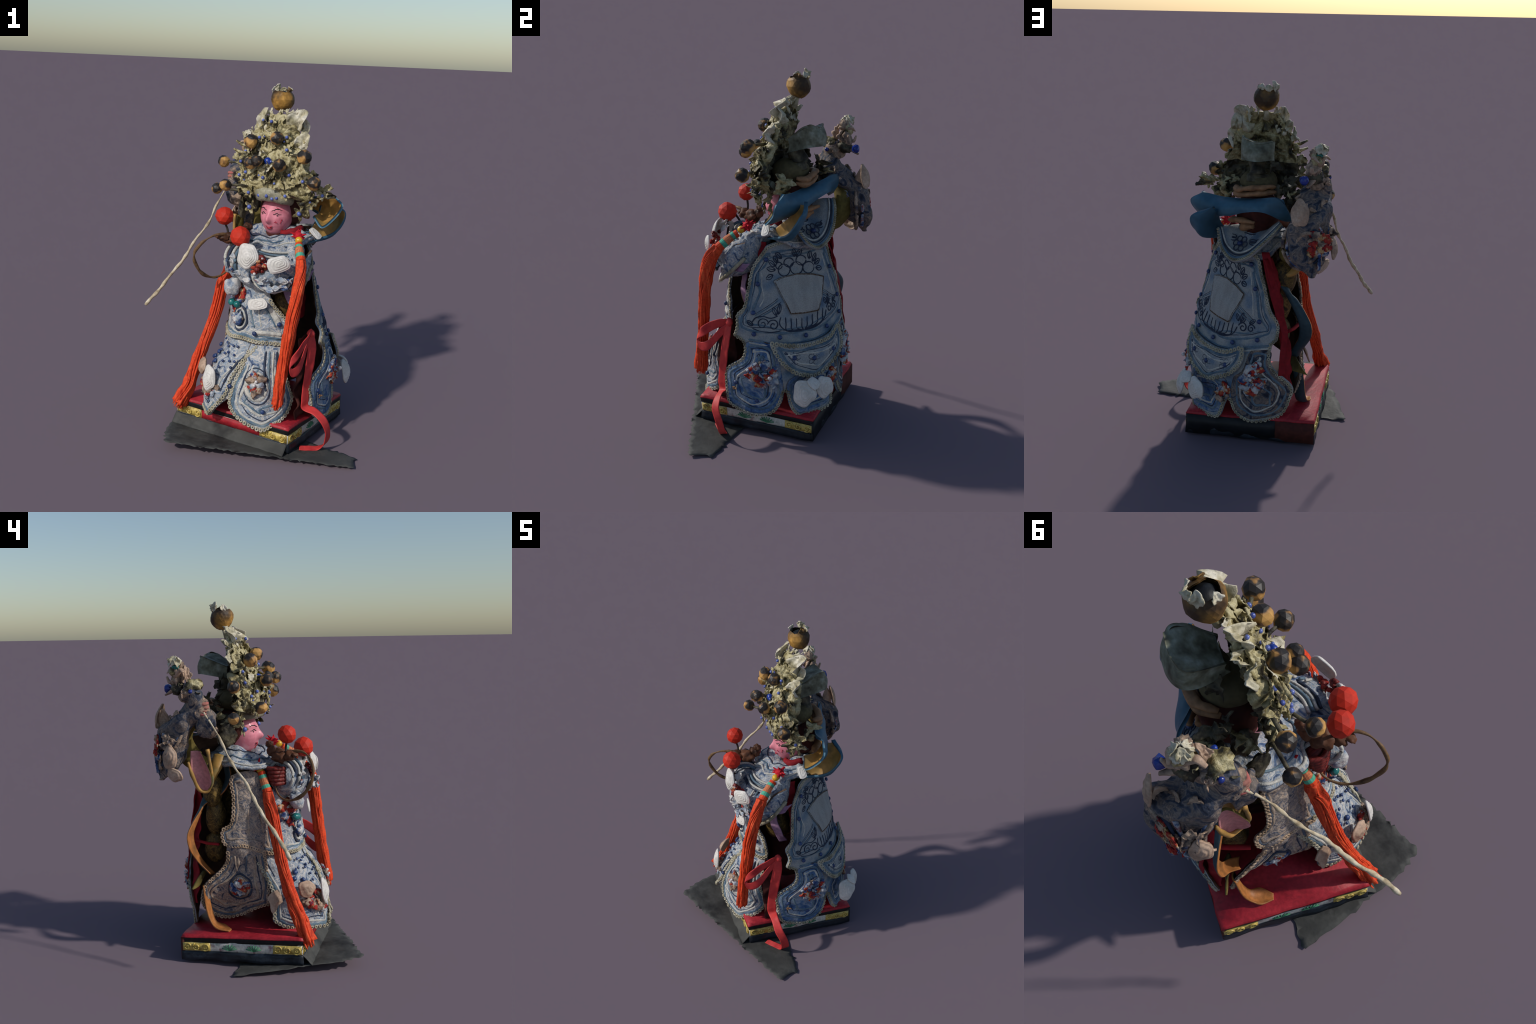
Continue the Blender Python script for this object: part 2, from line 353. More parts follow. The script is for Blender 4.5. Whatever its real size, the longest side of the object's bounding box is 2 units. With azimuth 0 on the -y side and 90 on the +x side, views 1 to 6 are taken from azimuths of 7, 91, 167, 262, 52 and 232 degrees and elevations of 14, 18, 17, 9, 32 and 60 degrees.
# ------------------------------------------------------------------ cloth on patches
class Surf:
    """fast lookup of a Patch: point and outward normal at (p, q)"""
    def __init__(self, patch, step=.012, flip=1):
        self.p0, self.p1 = patch.ps[0]-.14, patch.ps[-1]+.14; self.q0, self.q1 = patch.qs[0]-.05, patch.qs[-1]+.08
        self.n = int((self.p1-self.p0)/step)+1; self.m = int((self.q1-self.q0)/step)+1
        pp = np.linspace(self.p0, self.p1, self.n); qq = np.linspace(self.q0, self.q1, self.m)
        self.G = np.array([[patch(float(p), float(q)) for q in qq] for p in pp])
        a = np.gradient(self.G, axis=0); b = np.gradient(self.G, axis=1); N = np.cross(a, b)*flip
        self.N = N/np.linalg.norm(N, axis=2, keepdims=True)
    def _at(self, A, p, q):
        x = min(max((p-self.p0)/(self.p1-self.p0)*(self.n-1), 0), self.n-1.001); y = min(max((q-self.q0)/(self.q1-self.q0)*(self.m-1), 0), self.m-1.001)
        i, j = int(x), int(y); s, t = x-i, y-j
        return (A[i, j]*(1-s)+A[i+1, j]*s)*(1-t)+(A[i, j+1]*(1-s)+A[i+1, j+1]*s)*t
    def P(self, p, q, off=0.0): return self._at(self.G, p, q)+unit(self._at(self.N, p, q))*off
    def Nrm(self, p, q): return unit(self._at(self.N, p, q))

robe = Surf(ROBE); skirt = Surf(SKIRT, flip=-1); side_s = Surf(SIDE)

def inside(poly, x, y):
    A = poly; B = np.roll(poly, 1, axis=0); k = (A[:, 1] > y) != (B[:, 1] > y)
    if not k.any(): return False
    A, B = A[k], B[k]; return bool((x < (B[:, 0]-A[:, 0])*(y-A[:, 1])/(B[:, 1]-A[:, 1])+A[:, 0]).sum() % 2)

def edge_dist(poly, x, y):
    A = poly; B = np.roll(poly, -1, axis=0); d = B-A; w = np.array([x, y])-A
    t = np.clip((w*d).sum(1)/np.maximum((d*d).sum(1), 1e-12), 0, 1)
    return float(np.sqrt(((w-d*t[:, None])**2).sum(1).min()))

def outline(pts, step=.009, round_=True):
    return resample(smooth_path(pts, len(pts)*10, True) if round_ else pts, step, True)

def cloth(name, surf, poly, mats, parent, off=0.0, thick=.012, res=.01, relief=None):
    """a cut piece of thick cloth lying on a surface; front, lining and rim"""
    xs = np.arange(poly[:, 0].min(), poly[:, 0].max(), res); ys = np.arange(poly[:, 1].min(), poly[:, 1].max(), res)
    pts = [Vector(p) for p in poly]; nb = len(pts)
    for i, x in enumerate(xs):
        for y in ys:
            yy = y+(res/2 if i % 2 else 0)
            if inside(poly, x, yy) and edge_dist(poly, x, yy) > res*.55: pts.append(Vector((x, yy)))
    r = delaunay_2d_cdt(pts, [(i, (i+1) % nb) for i in range(nb)], [], 1, 1e-6)
    vs, fs = r[0], r[2]; F = []; Bk = []
    for p in vs:
        n = surf.Nrm(p[0], p[1]); P = surf.P(p[0], p[1])
        d = relief(p[0], p[1], P) if relief else 0
        ed = edge_dist(poly, p[0], p[1]); rnd = -thick*.4*max(0, 1-ed/.012)**2
        F.append(P+n*(off+d+rnd)); Bk.append(P+n*(off+d*.7-thick-rnd))
    n0 = len(F); f = []; idx = []
    nn = surf.Nrm(*vs[fs[0][0]]); a, b, c = (F[k] for k in fs[0][:3])
    flip = np.dot(np.cross(b-a, c-a), nn) < 0; cnt = {}
    for q in fs:
        q = tuple(reversed(q)) if flip else tuple(q); f.append(q); idx.append(0); f.append(tuple(k+n0 for k in reversed(q))); idx.append(1)
        for k in range(len(q)): e = (q[k], q[(k+1) % len(q)]); cnt[e] = 1
    for (i, j) in list(cnt):
        if (j, i) not in cnt: f.append((i, i+n0, j+n0, j)); idx.append(0)
    return add(name, F+Bk, f, mats, parent, True, idx)

WAND = [0]
def inset(poly, d):
    """parallel line inside a closed outline, as open runs"""
    n = len(poly); area = sum(poly[i][0]*poly[(i+1) % n][1]-poly[(i+1) % n][0]*poly[i][1] for i in range(n))
    t = np.roll(poly, -2, axis=0)-np.roll(poly, 2, axis=0); nn = np.stack([-t[:, 1], t[:, 0]], 1)*(1 if area > 0 else -1)
    nn /= np.maximum(np.linalg.norm(nn, axis=1, keepdims=True), 1e-9); WAND[0] += 1; q = poly+nn*(d*(1+.10*np.sin(np.arange(n)*.11+WAND[0]*1.7)+.06*np.sin(np.arange(n)*.29+WAND[0])))[:, None]; runs = [[]]
    for p in q:
        if inside(poly, p[0], p[1]) and edge_dist(poly, p[0], p[1]) > d*.78: runs[-1].append(p)
        elif runs[-1]: runs.append([])
    runs = [r for r in runs if len(r) > 3]
    if len(runs) > 1 and np.linalg.norm(runs[-1][-1]-runs[0][0]) < .03: runs[0] = runs.pop()+runs[0]
    if len(runs) == 1 and np.linalg.norm(runs[0][-1]-runs[0][0]) < .03: runs[0] = runs[0]+[runs[0][0]]
    return [np.array(r) for r in runs]

def cord(bag, surf, line, w, h, off=0.0, i=0, step=.008, relief=None, prof=5):
    """a raised rounded thread of half-width w and height h sewn along line (p, q)"""
    L = resample(line, step); v = []; n = len(L)
    Ps = [surf.P(p, q, off+(relief(p, q, surf.P(p, q)) if relief else 0)) for p, q in L]
    for k in range(n):
        t = Ps[min(k+1, n-1)]-Ps[max(k-1, 0)]; o = surf.Nrm(*L[k]); s = unit(np.cross(o, t))
        taper = .35 if k in (0, n-1) else 1+.45*nz(Ps[k], 26, i+w*900)
        for j in range(prof):
            a = math.pi*j/(prof-1); v.append(Ps[k]+s*math.cos(a)*w*taper+o*(math.sin(a)*h*taper-.002))
    f = [(k*prof+j, k*prof+j+1, (k+1)*prof+j+1, (k+1)*prof+j) for k in range(n-1) for j in range(prof-1)]
    f += [(k*prof, (k+1)*prof, (k+1)*prof+prof-1, k*prof+prof-1) for k in range(n-1)]
    bag.put(v, f, i)

def torus(c, n, r, S=10, T=5):
    s, u, o = basis(n); v = []
    for a in range(S):
        A = 2*math.pi*a/S
        for b in range(T):
            B = 2*math.pi*b/T; q = r*.72+r*.38*math.cos(B); v.append(c+s*math.cos(A)*q+u*math.sin(A)*q*1.1+o*r*.5*math.sin(B))
    return v, [(a*T+b, ((a+1) % S)*T+b, ((a+1) % S)*T+(b+1) % T, a*T+(b+1) % T) for a in range(S) for b in range(T)]

def ring_braid(bag, surf, line, r=.0095, off=0.0, relief=None, i=0):
    """row of small sewn rings along line"""
    for k, (p, q) in enumerate(resample(line, r*2.15)):
        c = surf.P(p, q, off+(relief(p, q, surf.P(p, q)) if relief else 0)+.002)
        bag.put(*torus(c, surf.Nrm(p, q), r*(.9+.2*R.random())), i)

def disc_line(c, r, n=20, sq=1.0, rot=0.0):
    return np.array([(c[0]+r*math.cos(2*math.pi*k/n)*math.cos(rot)-r*sq*math.sin(2*math.pi*k/n)*math.sin(rot),
                      c[1]+r*math.cos(2*math.pi*k/n)*math.sin(rot)+r*sq*math.sin(2*math.pi*k/n)*math.cos(rot)) for k in range(n+1)])
def leaf_lines(c, ang, L, w):
    a = np.array([(math.cos(ang)*L*t, math.sin(ang)*L*t) for t in np.linspace(0, 1, 9)]); nrm = np.array((-math.sin(ang), math.cos(ang)))
    b = np.sin(np.linspace(0, math.pi, 9))[:, None]*nrm*w/2
    return [a+b+c, a-b+c, a*.8+c]
def spiral_line(c, r, turns=1.6, sgn=1, start=0.0):
    return np.array([(c[0]+r*(1-t*.85)*math.cos(start+sgn*turns*6.283*t), c[1]+r*(1-t*.85)*math.sin(start+sgn*turns*6.283*t)) for t in np.linspace(0, 1, 26)])

def studs(name, surf, places, r, mat, parent, off=.004):
    for k, (p, q) in enumerate(places):
        o = surf.Nrm(p, q); s, u, o = basis(o)
        v, f = blob(surf.P(p, q, off), (r, r, r*.7), 2, .08, 5, k, (s, u, o)); add(name, v, f, mat, parent)

def cluster(parent, surf, c, size, seed, off=.01, mats=("scrap_red", "scrap_tan", "scrap_blue", "scrap_white"), n=26, weights=(3, 2, 3, 2), lump=.02):
    """heap of stuffed coloured scraps (a padded flower) on a cloth"""
    rr = random.Random(seed); bags = {m: Bag() for m in mats}
    for k in range(n):
        a, d = rr.random()*6.28, math.sqrt(rr.random()); m = rr.choices(mats, weights)[0]
        p, q = c[0]+math.cos(a)*d*size[0], c[1]+math.sin(a)*d*size[1]; o = surf.Nrm(p, q); s, u, o = basis(o)
        t = rr.random()*3.1; s2 = s*math.cos(t)+u*math.sin(t); u2 = np.cross(o, s2); L = lump*(.6+.8*rr.random())
        if k % 3 == 1: v, f = foil(surf.P(p, q, off+.010*(1-d)), o+s*rr.gauss(0, .35)+u*rr.gauss(0, .35), u2, L*2.6, L*2.2, "leaf", k+seed, .006, .3, .15, 4, 16)
        else: v, f = blob(surf.P(p, q, off+.006*(1-d)), (L*1.3, L*.85, L*.6), 3, .5, 6, k+seed, (s2, u2, o))
        bags[m].put(v, f)
    for m, b in bags.items():
        if b.v: b.make("padded_scrap", m, parent, kind="stuff")

# ---- back robe -----------------------------------------------------------
back = empty("back_robe")
def robe_relief(p, q, P):
    g = .008*nz(P, 7, 1)+.005*nz(P, 16, 2)-.014+.004*nz(P, 30, 5)*(1 if q < .58 else .3)
    for cp, cq, a, s in ((.19, .40, .012, .08), (.75, .405, .018, .08), (.04, .665, .02, .04), (.48, .29, -.01, .08)):
        g += a*math.exp(-((p-cp)**2+(q-cq)**2)/(2*s*s))
    return g+.016*min(1, max(0, (.30-q)/.13))
ROBE_OUT = outline([(.288, 1.10), (.224, 1.071), (.119, .99), (.092, .87), (.077, .776), (.026, .729), (.044, .67), (.034, .612), (.087, .577),
    (.086, .492), (.002, .397), (.004, .308), (.027, .216), (.076, .179), (.165, .152), (.242, .173), (.288, .234), (.31, .295), (.328, .22),
    (.364, .165), (.42, .145), (.473, .148), (.56, .148), (.605, .175), (.635, .27), (.676, .21), (.75, .152), (.836, .148), (.91, .185), (.942, .26),
    (.94, .353), (.845, .485), (.847, .597), (.876, .633), (.878, .729), (.823, .806), (.752, .976), (.701, 1.09), (.5, 1.12)])
ROBE_OUT[:, 1] -= .014*np.clip((.30-ROBE_OUT[:, 1])/.10, 0, 1)
cloth("robe_cloth", robe, ROBE_OUT, ("cloth_back", "lining"), back, relief=robe_relief, thick=.02)
bag = Bag()
for run in inset(ROBE_OUT, .011): ring_braid(bag, robe, run, relief=robe_relief)
bag.make("braid_trim", "braid", back, kind="stuff")
UP = outline([(.288, 1.08), (.224, 1.06), (.119, .98), (.092, .87), (.077, .776), (.045, .729), (.05, .66), (.10, .628), (.30, .597), (.46, .575), (.61, .588),
              (.76, .617), (.85, .645), (.862, .72), (.81, .81), (.745, .97), (.69, 1.07), (.5, 1.08)])
LOBES = [outline([(.10, .575), (.095, .49), (.012, .397), (.012, .308), (.03, .22), (.08, .185), (.165, .158), (.24, .178), (.286, .24), (.30, .32), (.29, .45), (.27, .56), (.18, .59)]),
         outline([(.33, .36), (.32, .25), (.36, .175), (.42, .155), (.473, .156), (.555, .165), (.595, .195), (.62, .29), (.60, .38), (.47, .40)]),
         outline([(.648, .295), (.68, .218), (.752, .162), (.834, .158), (.902, .192), (.932, .262), (.93, .35), (.838, .48), (.84, .57), (.73, .57), (.69, .46), (.64, .40)])]
bag = Bag(); rel = robe_relief
cloth("lobe_cloth", robe, LOBES[0], ("cloth_lobe", "lining"), back, off=.003, thick=.008, relief=rel)
cloth("lobe_cloth", robe, LOBES[1], ("cloth_lobe", "lining"), back, off=.003, thick=.008, relief=rel)
cloth("lobe_cloth", robe, LOBES[2], ("cloth_sleeve", "lining"), back, off=.003, thick=.008, relief=rel)
for P_, dd in ((UP, ((.030, .009, .003, 1), (.047, .0025, .003, 2), (.058, .006, .003, 1))),):
    for d, w, h, i in dd:
        for run in inset(P_, d): cord(bag, robe, run, w, h, i=i, relief=rel)
for P_ in LOBES:
    for d, w, h, i in ((.028, .008, .004, 1), (.045, .004, .003, 2), (.056, .006, .004, 0), (.078, .004, .003, 2), (.09, .007, .005, 1)):
        for run in inset(P_, d): cord(bag, robe, run, w, h, off=.003, i=i, relief=rel)
def line(pts, w=.0034, h=.006, i=2, sm=True, off=0.0): cord(bag, robe, smooth_path(pts, len(pts)*8) if sm and len(pts) > 2 else np.array(pts), w, h, off=off, i=i, relief=rel)
# melon of seven segments under the basket
for k in range(8):
    t = k/7; top = (.335+.26*t, .708-.022*math.sin(math.pi*t)); bot = (.448+.02*t, .615)
    line([top, ((top[0]*.75+bot[0]*.25)+(t-.5)*.05, .672-.01*math.sin(math.pi*t)), ((top[0]+bot[0])/2+(t-.5)*.09, .634), bot])
line([(.305, .713), (.298, .675), (.33, .642), (.38, .622), (.46, .613), (.54, .617), (.60, .645), (.625, .69)])
for c, r, s, st in (((.206, .682), .032, 1, 0), ((.263, .672), .032, -1, 3), ((.66, .69), .03, -1, 3), ((.715, .69), .026, 1, 0)): line(spiral_line(c, r, 1.5, s, st))
line([(.145, .69), (.17, .716), (.21, .722), (.25, .71), (.29, .72)]); line([(.145, .66), (.19, .645), (.25, .636), (.31, .64)])
for c, a, L in (((.28, .72), 1.9, .05), ((.29, .725), 1.3, .06), ((.155, .675), 2.6, .05), ((.64, .71), .9, .055), ((.645, .715), 1.5, .06), ((.63, .72), 2.1, .05), ((.70, .715), .6, .05)):
    for l in leaf_lines(c, a, L, .022): line(l, sm=False)
# grapes and leaves over it
for c, r in (((.363, .948), .037), ((.443, .948), .04), ((.52, .94), .037), ((.40, .985), .03), ((.478, .987), .032), ((.335, .975), .022)):
    line(disc_line(c, r, sq=.85), sm=False)
for c, a, L in (((.31, .955), 2.9, .07), ((.31, .975), 2.5, .06), ((.33, .99), 2.1, .05), ((.29, .93), 3.4, .06), ((.36, 1.01), 2.3, .06), ((.56, .95), .4, .06), ((.55, .965), .9, .06), ((.565, .93), -.2, .055), ((.53, .985), 1.2, .05), ((.44, 1.01), 1.5, .05), ((.45, 1.01), .7, .06)):
    for l in leaf_lines(c, a, L, .026): line(l, sm=False)
line([(.24, 1.05), (.31, 1.02), (.35, 1.035), (.40, 1.02), (.45, 1.03), (.52, 1.02), (.60, 1.03)], .004, .005, 1)
# slanting poles beside the basket, and the double band under it
for a, b in (((.30, .80), (.165, .725)), ((.315, .78), (.18, .71)), ((.605, .80), (.735, .725)), ((.60, .782), (.73, .71))):
    line([a, b], .004, .005, 1, False); line([(a[0], a[1]+.01), (b[0], b[1]+.01)], .002, .004, 2, False)
line([(.17, .96), (.165, .90), (.19, .86), (.17, .80), (.15, .76)], .008, .006, 1); line([(.20, .95), (.20, .88), (.215, .82), (.19, .77)], .004, .005, 0)
line([(.665, 1.0), (.70, .91), (.73, .84), (.765, .75)], .008, .006, 1); line([(.64, 1.0), (.665, .91), (.69, .85), (.72, .76)], .004, .005, 0)
line([(.12, .598), (.30, .572), (.46, .552), (.61, .563), (.76, .594), (.84, .60)], .007, .006, 1)
line([(.12, .582), (.30, .556), (.46, .538), (.61, .548), (.76, .578), (.83, .585)], .006, .006, 0)
bag.make("embroidery", ("cord_white", "cord_blue", "cord_navy"), back, kind="stuff")
studs("stud", robe, [(.167, .894), (.155, .744), (.155, .63), (.30, .606), (.46, .586), (.61, .598), (.76, .634), (.765, .735), (.698, .912), (.656, 1.04), (.174, .234), (.064, .33), (.803, .464), (.24, 1.02)], .0135, "stud", back, -.004)
# trapezoid basket flap
BASK = resample([(.282, .90), (.337, .914), (.438, .921), (.537, .904), (.62, .875), (.595, .782), (.561, .698), (.464, .706), (.367, .718), (.319, .814)], .01, True)
cloth("basket_flap", robe, BASK, ("basket_cloth", "lining"), back, off=.010, thick=.010, relief=rel)
b2 = Bag()
for run in inset(BASK, .006): cord(b2, robe, run, .0018, .002, off=.0095, relief=rel)
for k in range(1, 6): cord(b2, robe, np.array([(.30+.31*k/6, .905+.006*math.sin(k)), (.372+.185*k/6, .715)]), .0012, .0012, off=.0098, relief=rel)
b2.make("stitching", "lining", back, kind="stuff")
# half-moon flap
MOON = outline([(.248, .59), (.353, .566), (.468, .55), (.585, .557), (.682, .595), (.695, .52), (.66, .45), (.59, .395), (.49, .352), (.38, .385), (.31, .443), (.258, .53)])
flap = empty("half_moon_flap"); mrel = lambda p, q, P: rel(p, q, P)*.5+.012*(1-abs(q-.47)/.12)
cloth("flap_cloth", robe, MOON, ("cloth_back", "lining"), flap, off=.02, thick=.012, relief=mrel)
b2 = Bag()
for run in inset(MOON, .012): ring_braid(b2, robe, run, .011, off=.02, relief=mrel)
b2.make("braid_trim", "braid", flap, kind="stuff"); b2 = Bag()
for d, w, h, i in ((.034, .008, .005, 1), (.05, .003, .003, 2), (.062, .005, .004, 0)):
    for run in inset(MOON, d): cord(b2, robe, run, w, h, off=.02, i=i, relief=mrel)
for c in ((.363, .488), (.475, .46), (.599, .474)):
    for a in range(5): cord(b2, robe, disc_line((c[0]+.024*math.cos(a*1.256), c[1]+.024*math.sin(a*1.256)), .012), .002, .003, off=.02, i=2, relief=mrel)
b2.make("embroidery", ("cord_white", "cord_blue", "cord_navy"), flap, kind="stuff")
studs("stud", robe, [(.363, .488), (.475, .46), (.599, .474)], .014, "stud", flap, .024)
# padded flowers and shell plates on the lobes
cluster(back, robe, (.20, .405), (.075, .07), 3, off=.006, weights=(2, 1, 6, 2), n=42, lump=.019)
cluster(back, robe, (.75, .41), (.055, .08), 5, off=.008, weights=(5, 2, 3, 3), n=36)
cluster(back, robe, (.60, .30), (.03, .05), 8, off=.0, weights=(5, 2, 2, 1), n=14)
for p, q, r in ((.735, .445, .009), (.74, .42, .009), (.235, .40, .012)):
    v, f = blob(robe.P(p, q, .035), r, 2); add("pearl", v, f, "silver_bead", back)
v, f = shell_plate(V(.556, .112, .318), (.9, -.1, .2), (0, .12, 1), .125, .15, 1, dome=.45); add("shell_plate", v, f, "shell", back)
v, f = shell_plate(V(.498, .228, .322), (.8, .6, .15), (.1, -.35, 1), .115, .125, 3, dome=.35); add("shell_plate", v, f, "shell", back)
v, f = shell_plate(V(.54, .165, .375), (.5, .5, .7), (.1, -.2, 1), .07, .08, 5, dome=.3, shape=1); add("shell_plate", v, f, "shell", back)
# red lining strip along the back edge, small tag on the front lobe
L = [(.755, 1.11), (.79, .99), (.83, .87), (.87, .76), (.90, .67), (.89, .55), (.875, .43)]
ribbon("red_lining", [robe.P(p+.012, q, -.012) for p, q in L], [V(-.026, .006, 0)*(.8+.2*math.sin(k)) for k in range(len(L))], ("red_cloth", "red_cloth"), back, rough=.01)
0 and ribbon("red_lining", [robe.P(p-.09, q, -.05) for p, q in [(.96, 1.05), (.97, .9), (.985, .75), (.99, .6), (.98, .4), (.97, .2)]], [V(.05, -.02, 0)]*6, ("red_cloth", "red_cloth"), back, rough=.012, seed=4)
v, f = foil(robe.P(.066, .30, .012), robe.Nrm(.066, .30), V(0, 0, 1), .034, .022, "rag", 4); add("paper_tag", v, f, "roll_tan", back)

# ---- skirt and tunic -----------------------------------------------------
def skirt_relief(p, q, P):
    g = .012*nz(P, 8, 4)+.009*(.5-abs(nz(P, 13, 6)))*1.2+.006*(.5-abs(nz(P, 24, 7)))-.024
    for cp, cq, a, s in ((.235, .38, .012, .07), (.53, .36, .008, .08), (1.01, .42, .012, .08), (.43, .715, .012, .05)):
        g += a*math.exp(-((p-cp)**2+(q-cq)**2)/(2*s*s))
    return g
front = empty("front_skirt"); side = empty("side_skirt"); tun = empty("tunic")
PIECES = {
 "tunic": (tun, .014, ("cloth_front", "lining"), outline([(.72, .90), (.74, .75), (.722, .601), (.534, .595), (.37, .60), (.246, .594), (.173, .595), (.04, .60), (.025, .668), (.055, .749), (.15, .837), (.2, .95), (.25, 1.04), (.5, 1.04)])),
 "tunic_side": (tun, .012, ("cloth_side", "lining"), outline([(1.095, 1.05), (1.097, .92), (1.095, .79), (1.158, .75), (1.163, .70), (1.125, .652), (.995, .645), (.912, .633), (.71, .60), (.72, .75), (.70, .9), (.8, 1.06)])),
 "lobe_front": (front, .006, ("cloth_front", "lining"), outline([(.035, .61), (.04, .43), (.008, .29), (.057, .207), (.151, .165), (.231, .138), (.326, .18), (.392, .242), (.41, .30), (.39, .394), (.35, .479), (.28, .61)])),
 "lobe_left": (front, -.006, ("cloth_front", "lining"), outline([(.20, .62), (.27, .52), (.33, .42), (.385, .33), (.46, .258), (.53, .18), (.608, .18), (.754, .185), (.836, .222), (.842, .28), (.834, .395), (.86, .525), (.887, .63), (.6, .64)])),
 "lobe_side": (side, .012, ("cloth_side", "lining"), outline([(.14, .68), (.118, .564), (.073, .506), (-.015, .441), (-.037, .375), (-.013, .295), (.045, .235), (.121, .192), (.215, .194), (.306, .252), (.376, .285), (.40, .30), (.40, .45), (.36, .67)])),
}
SRF = {"lobe_side": side_s}
bands = {k: Bag() for k in PIECES}; rings_ = {k: Bag() for k in PIECES}
for k, (par, off, mm, poly) in PIECES.items():
    cloth("skirt_cloth" if par is not tun else "tunic_cloth", SRF.get(k, skirt), poly, mm, par, off=off, thick=.018, res=.008, relief=skirt_relief)
def hem(key, test, r=.0105, d=.011):
    par, off, mm, poly = PIECES[key]
    for run in inset(poly, d):
        seg = []
        for p in list(run)+[None]:
            if p is not None and test(p[0], p[1]): seg.append(p)
            else:
                if len(seg) > 4: ring_braid(rings_[key], SRF.get(key, skirt), np.array(seg), r, off=off, relief=skirt_relief)
                seg = []
hem("tunic", lambda p, q: q < .62 or (p < .19 and q < .84))
hem("tunic_side", lambda p, q: (q < .68 and p > .73) or p > 1.06)
hem("lobe_front", lambda p, q: q < .56)
hem("lobe_left", lambda p, q: (q < .24 and p > .45) or p > .8)
ring_braid(rings_["lobe_left"], skirt, smooth_path([(.257, .584), (.343, .509), (.405, .412), (.425, .328), (.465, .268), (.525, .20)], 50), .0105, off=.004, relief=skirt_relief)
hem("lobe_side", lambda p, q: q < .62 and p < .395)
for k, b in rings_.items():
    b.make("braid_trim", "braid_side" if "side" in k else "braid", PIECES[k][0], kind="stuff")
def bandset(key, lst, test=lambda p, q: True):
    par, off, mm, poly = PIECES[key]
    for d, w, h, i in lst:
        for run in inset(poly, d):
            seg = []
            for p in list(run)+[None]:
                if p is not None and test(p[0], p[1]): seg.append(p)
                else:
                    if len(seg) > 4: cord(bands[key], SRF.get(key, skirt), np.array(seg), w, h, off=off, i=i, relief=skirt_relief)
                    seg = []
LB = ((.030, .009, .004, 1), (.046, .007, .005, 0), (.064, .004, .004, 2), (.082, .008, .006, 0), (.104, .006, .005, 1))
bandset("lobe_front", LB, lambda p, q: q < .5); bandset("lobe_left", LB[:3], lambda p, q: (q < .27 and p > .45) or p > .78); bandset("lobe_side", LB[:4], lambda p, q: q < .6)
bandset("tunic", LB[:2], lambda p, q: q < .68); bandset("tunic_side", LB[:2], lambda p, q: (q < .75 and p > .73) or p > 1.0)
def sk(key, pts, w, h, i, sm=True):
    cord(bands[key], SRF.get(key, skirt), smooth_path(pts, len(pts)*8) if sm and len(pts) > 2 else np.array(pts), w, h, off=PIECES[key][1], i=i, relief=skirt_relief)
for k in range(5): sk("lobe_front", [(.10+.022*k, .57), (.098+.024*k, .48), (.10+.022*k, .40-.01*k)], .007, .009, (0, 2, 0, 1, 2)[k])
for k, r in enumerate((.078, .058)): sk("lobe_front", disc_line((.242, .385), r, 28, 1.25), (.004, .011)[k], .006, (2, 0)[k], False)
for k, r in enumerate((.07, .055)): sk("lobe_side", disc_line((.22, .405), r, 28, 1.15), .006, .01, (2, 0, 1)[k], False)
for k, r in enumerate((.075, .058, .042, .024)): sk("tunic", disc_line((.43, .715), r, 28, .95), .007, .01, (2, 0, 2, 0)[k], False)
sk("tunic", [(.27, .655), (.2, .66), (.09, .655)], .012, .012, 0); sk("tunic", [(.27, .635), (.2, .638), (.09, .632)], .005, .008, 1)
sk("tunic", [(.17, .80), (.13, .75), (.10, .70)], .016, .01, 0, False); sk("tunic", [(.20, .80), (.16, .745), (.13, .695)], .006, .009, 1, False)
sk("tunic", [(.33, .80), (.30, .73), (.27, .68)], .007, .009, 1); sk("tunic", [(.25, .80), (.235, .74), (.22, .69)], .006, .006, 0)
for k in (0, 3): sk("tunic_side", [(.80+.045*k, .92-.02*k), (.82+.04*k, .83), (.80+.045*k, .72)], .006, .005, (0, 2, 1, 0, 2, 1)[k])
for k in (0, 3): sk("lobe_side", [(.18+.03*k, .60), (.19+.025*k, .54), (.20+.02*k, .50)], .006, .008, (0, 2, 0, 1, 2)[k])
for k in (0, 2): sk("lobe_left", [(.33+.03*k, .55-.02*k), (.42+.02*k, .45-.02*k), (.46+.01*k, .33)], .006, .008, (2, 1, 0, 1)[k])
for k, b in bands.items(): b.make("embroidery", ("cord_tan", "cord_slate", "cord_navy") if "side" in k else ("cord_white", "cord_blue", "cord_navy"), PIECES[k][0], kind="stuff")
# rows of small dark studs on the left fold
pl = [(.40+.05*i+.025*(j % 2)+R.uniform(-.014, .014), .56-.035*j+R.uniform(-.012, .012)) for j in range(4) for i in range(5) if R.random() < .8]
studs("stud", skirt, pl, .008, "stud", front, -.012)
studs("stud", skirt, [(.60, .46), (.66, .47), (.72, .45), (.63, .50), (.70, .52)], .014, "stud", front, -.012)
studs("stud", skirt, [(.262, .65), (.108, .714)], .014, "stud", tun, .008); studs("stud", skirt, [(.215, .25), (.40, .37)], .013, "stud", front, .0)
cluster(front, skirt, (.242, .39), (.038, .06), 11, off=.012, weights=(6, 4, 1, 1), n=26, lump=.018)
cluster(front, skirt, (.57, .34), (.09, .05), 12, off=-.008, weights=(5, 4, 0, 3), n=26, lump=.022)
cluster(side, side_s, (.22, .41), (.05, .055), 13, off=.01, weights=(3, 1, 5, 2), n=26, lump=.018)
cluster(tun, skirt, (.52, .82), (.10, .06), 14, off=.0, weights=(6, 2, 2, 2), n=24, lump=.022)
cluster(tun, skirt, (.43, .715), (.03, .03), 15, off=.012, weights=(0, 1, 3, 3), n=12, lump=.018)
for p, q in ((.238, .415), (.25, .395)):
    v, f = blob(skirt.P(p, q, .035), .009, 2); add("pearl", v, f, "silver_bead", front)
for c in ((-.092, -.205, .80), (-.058, -.222, .792)):
    v, f = blob(V(*c)+V(-.012, -.02, 0), .021, 3); add("glass_bead", v, f, "gem_teal", tun)
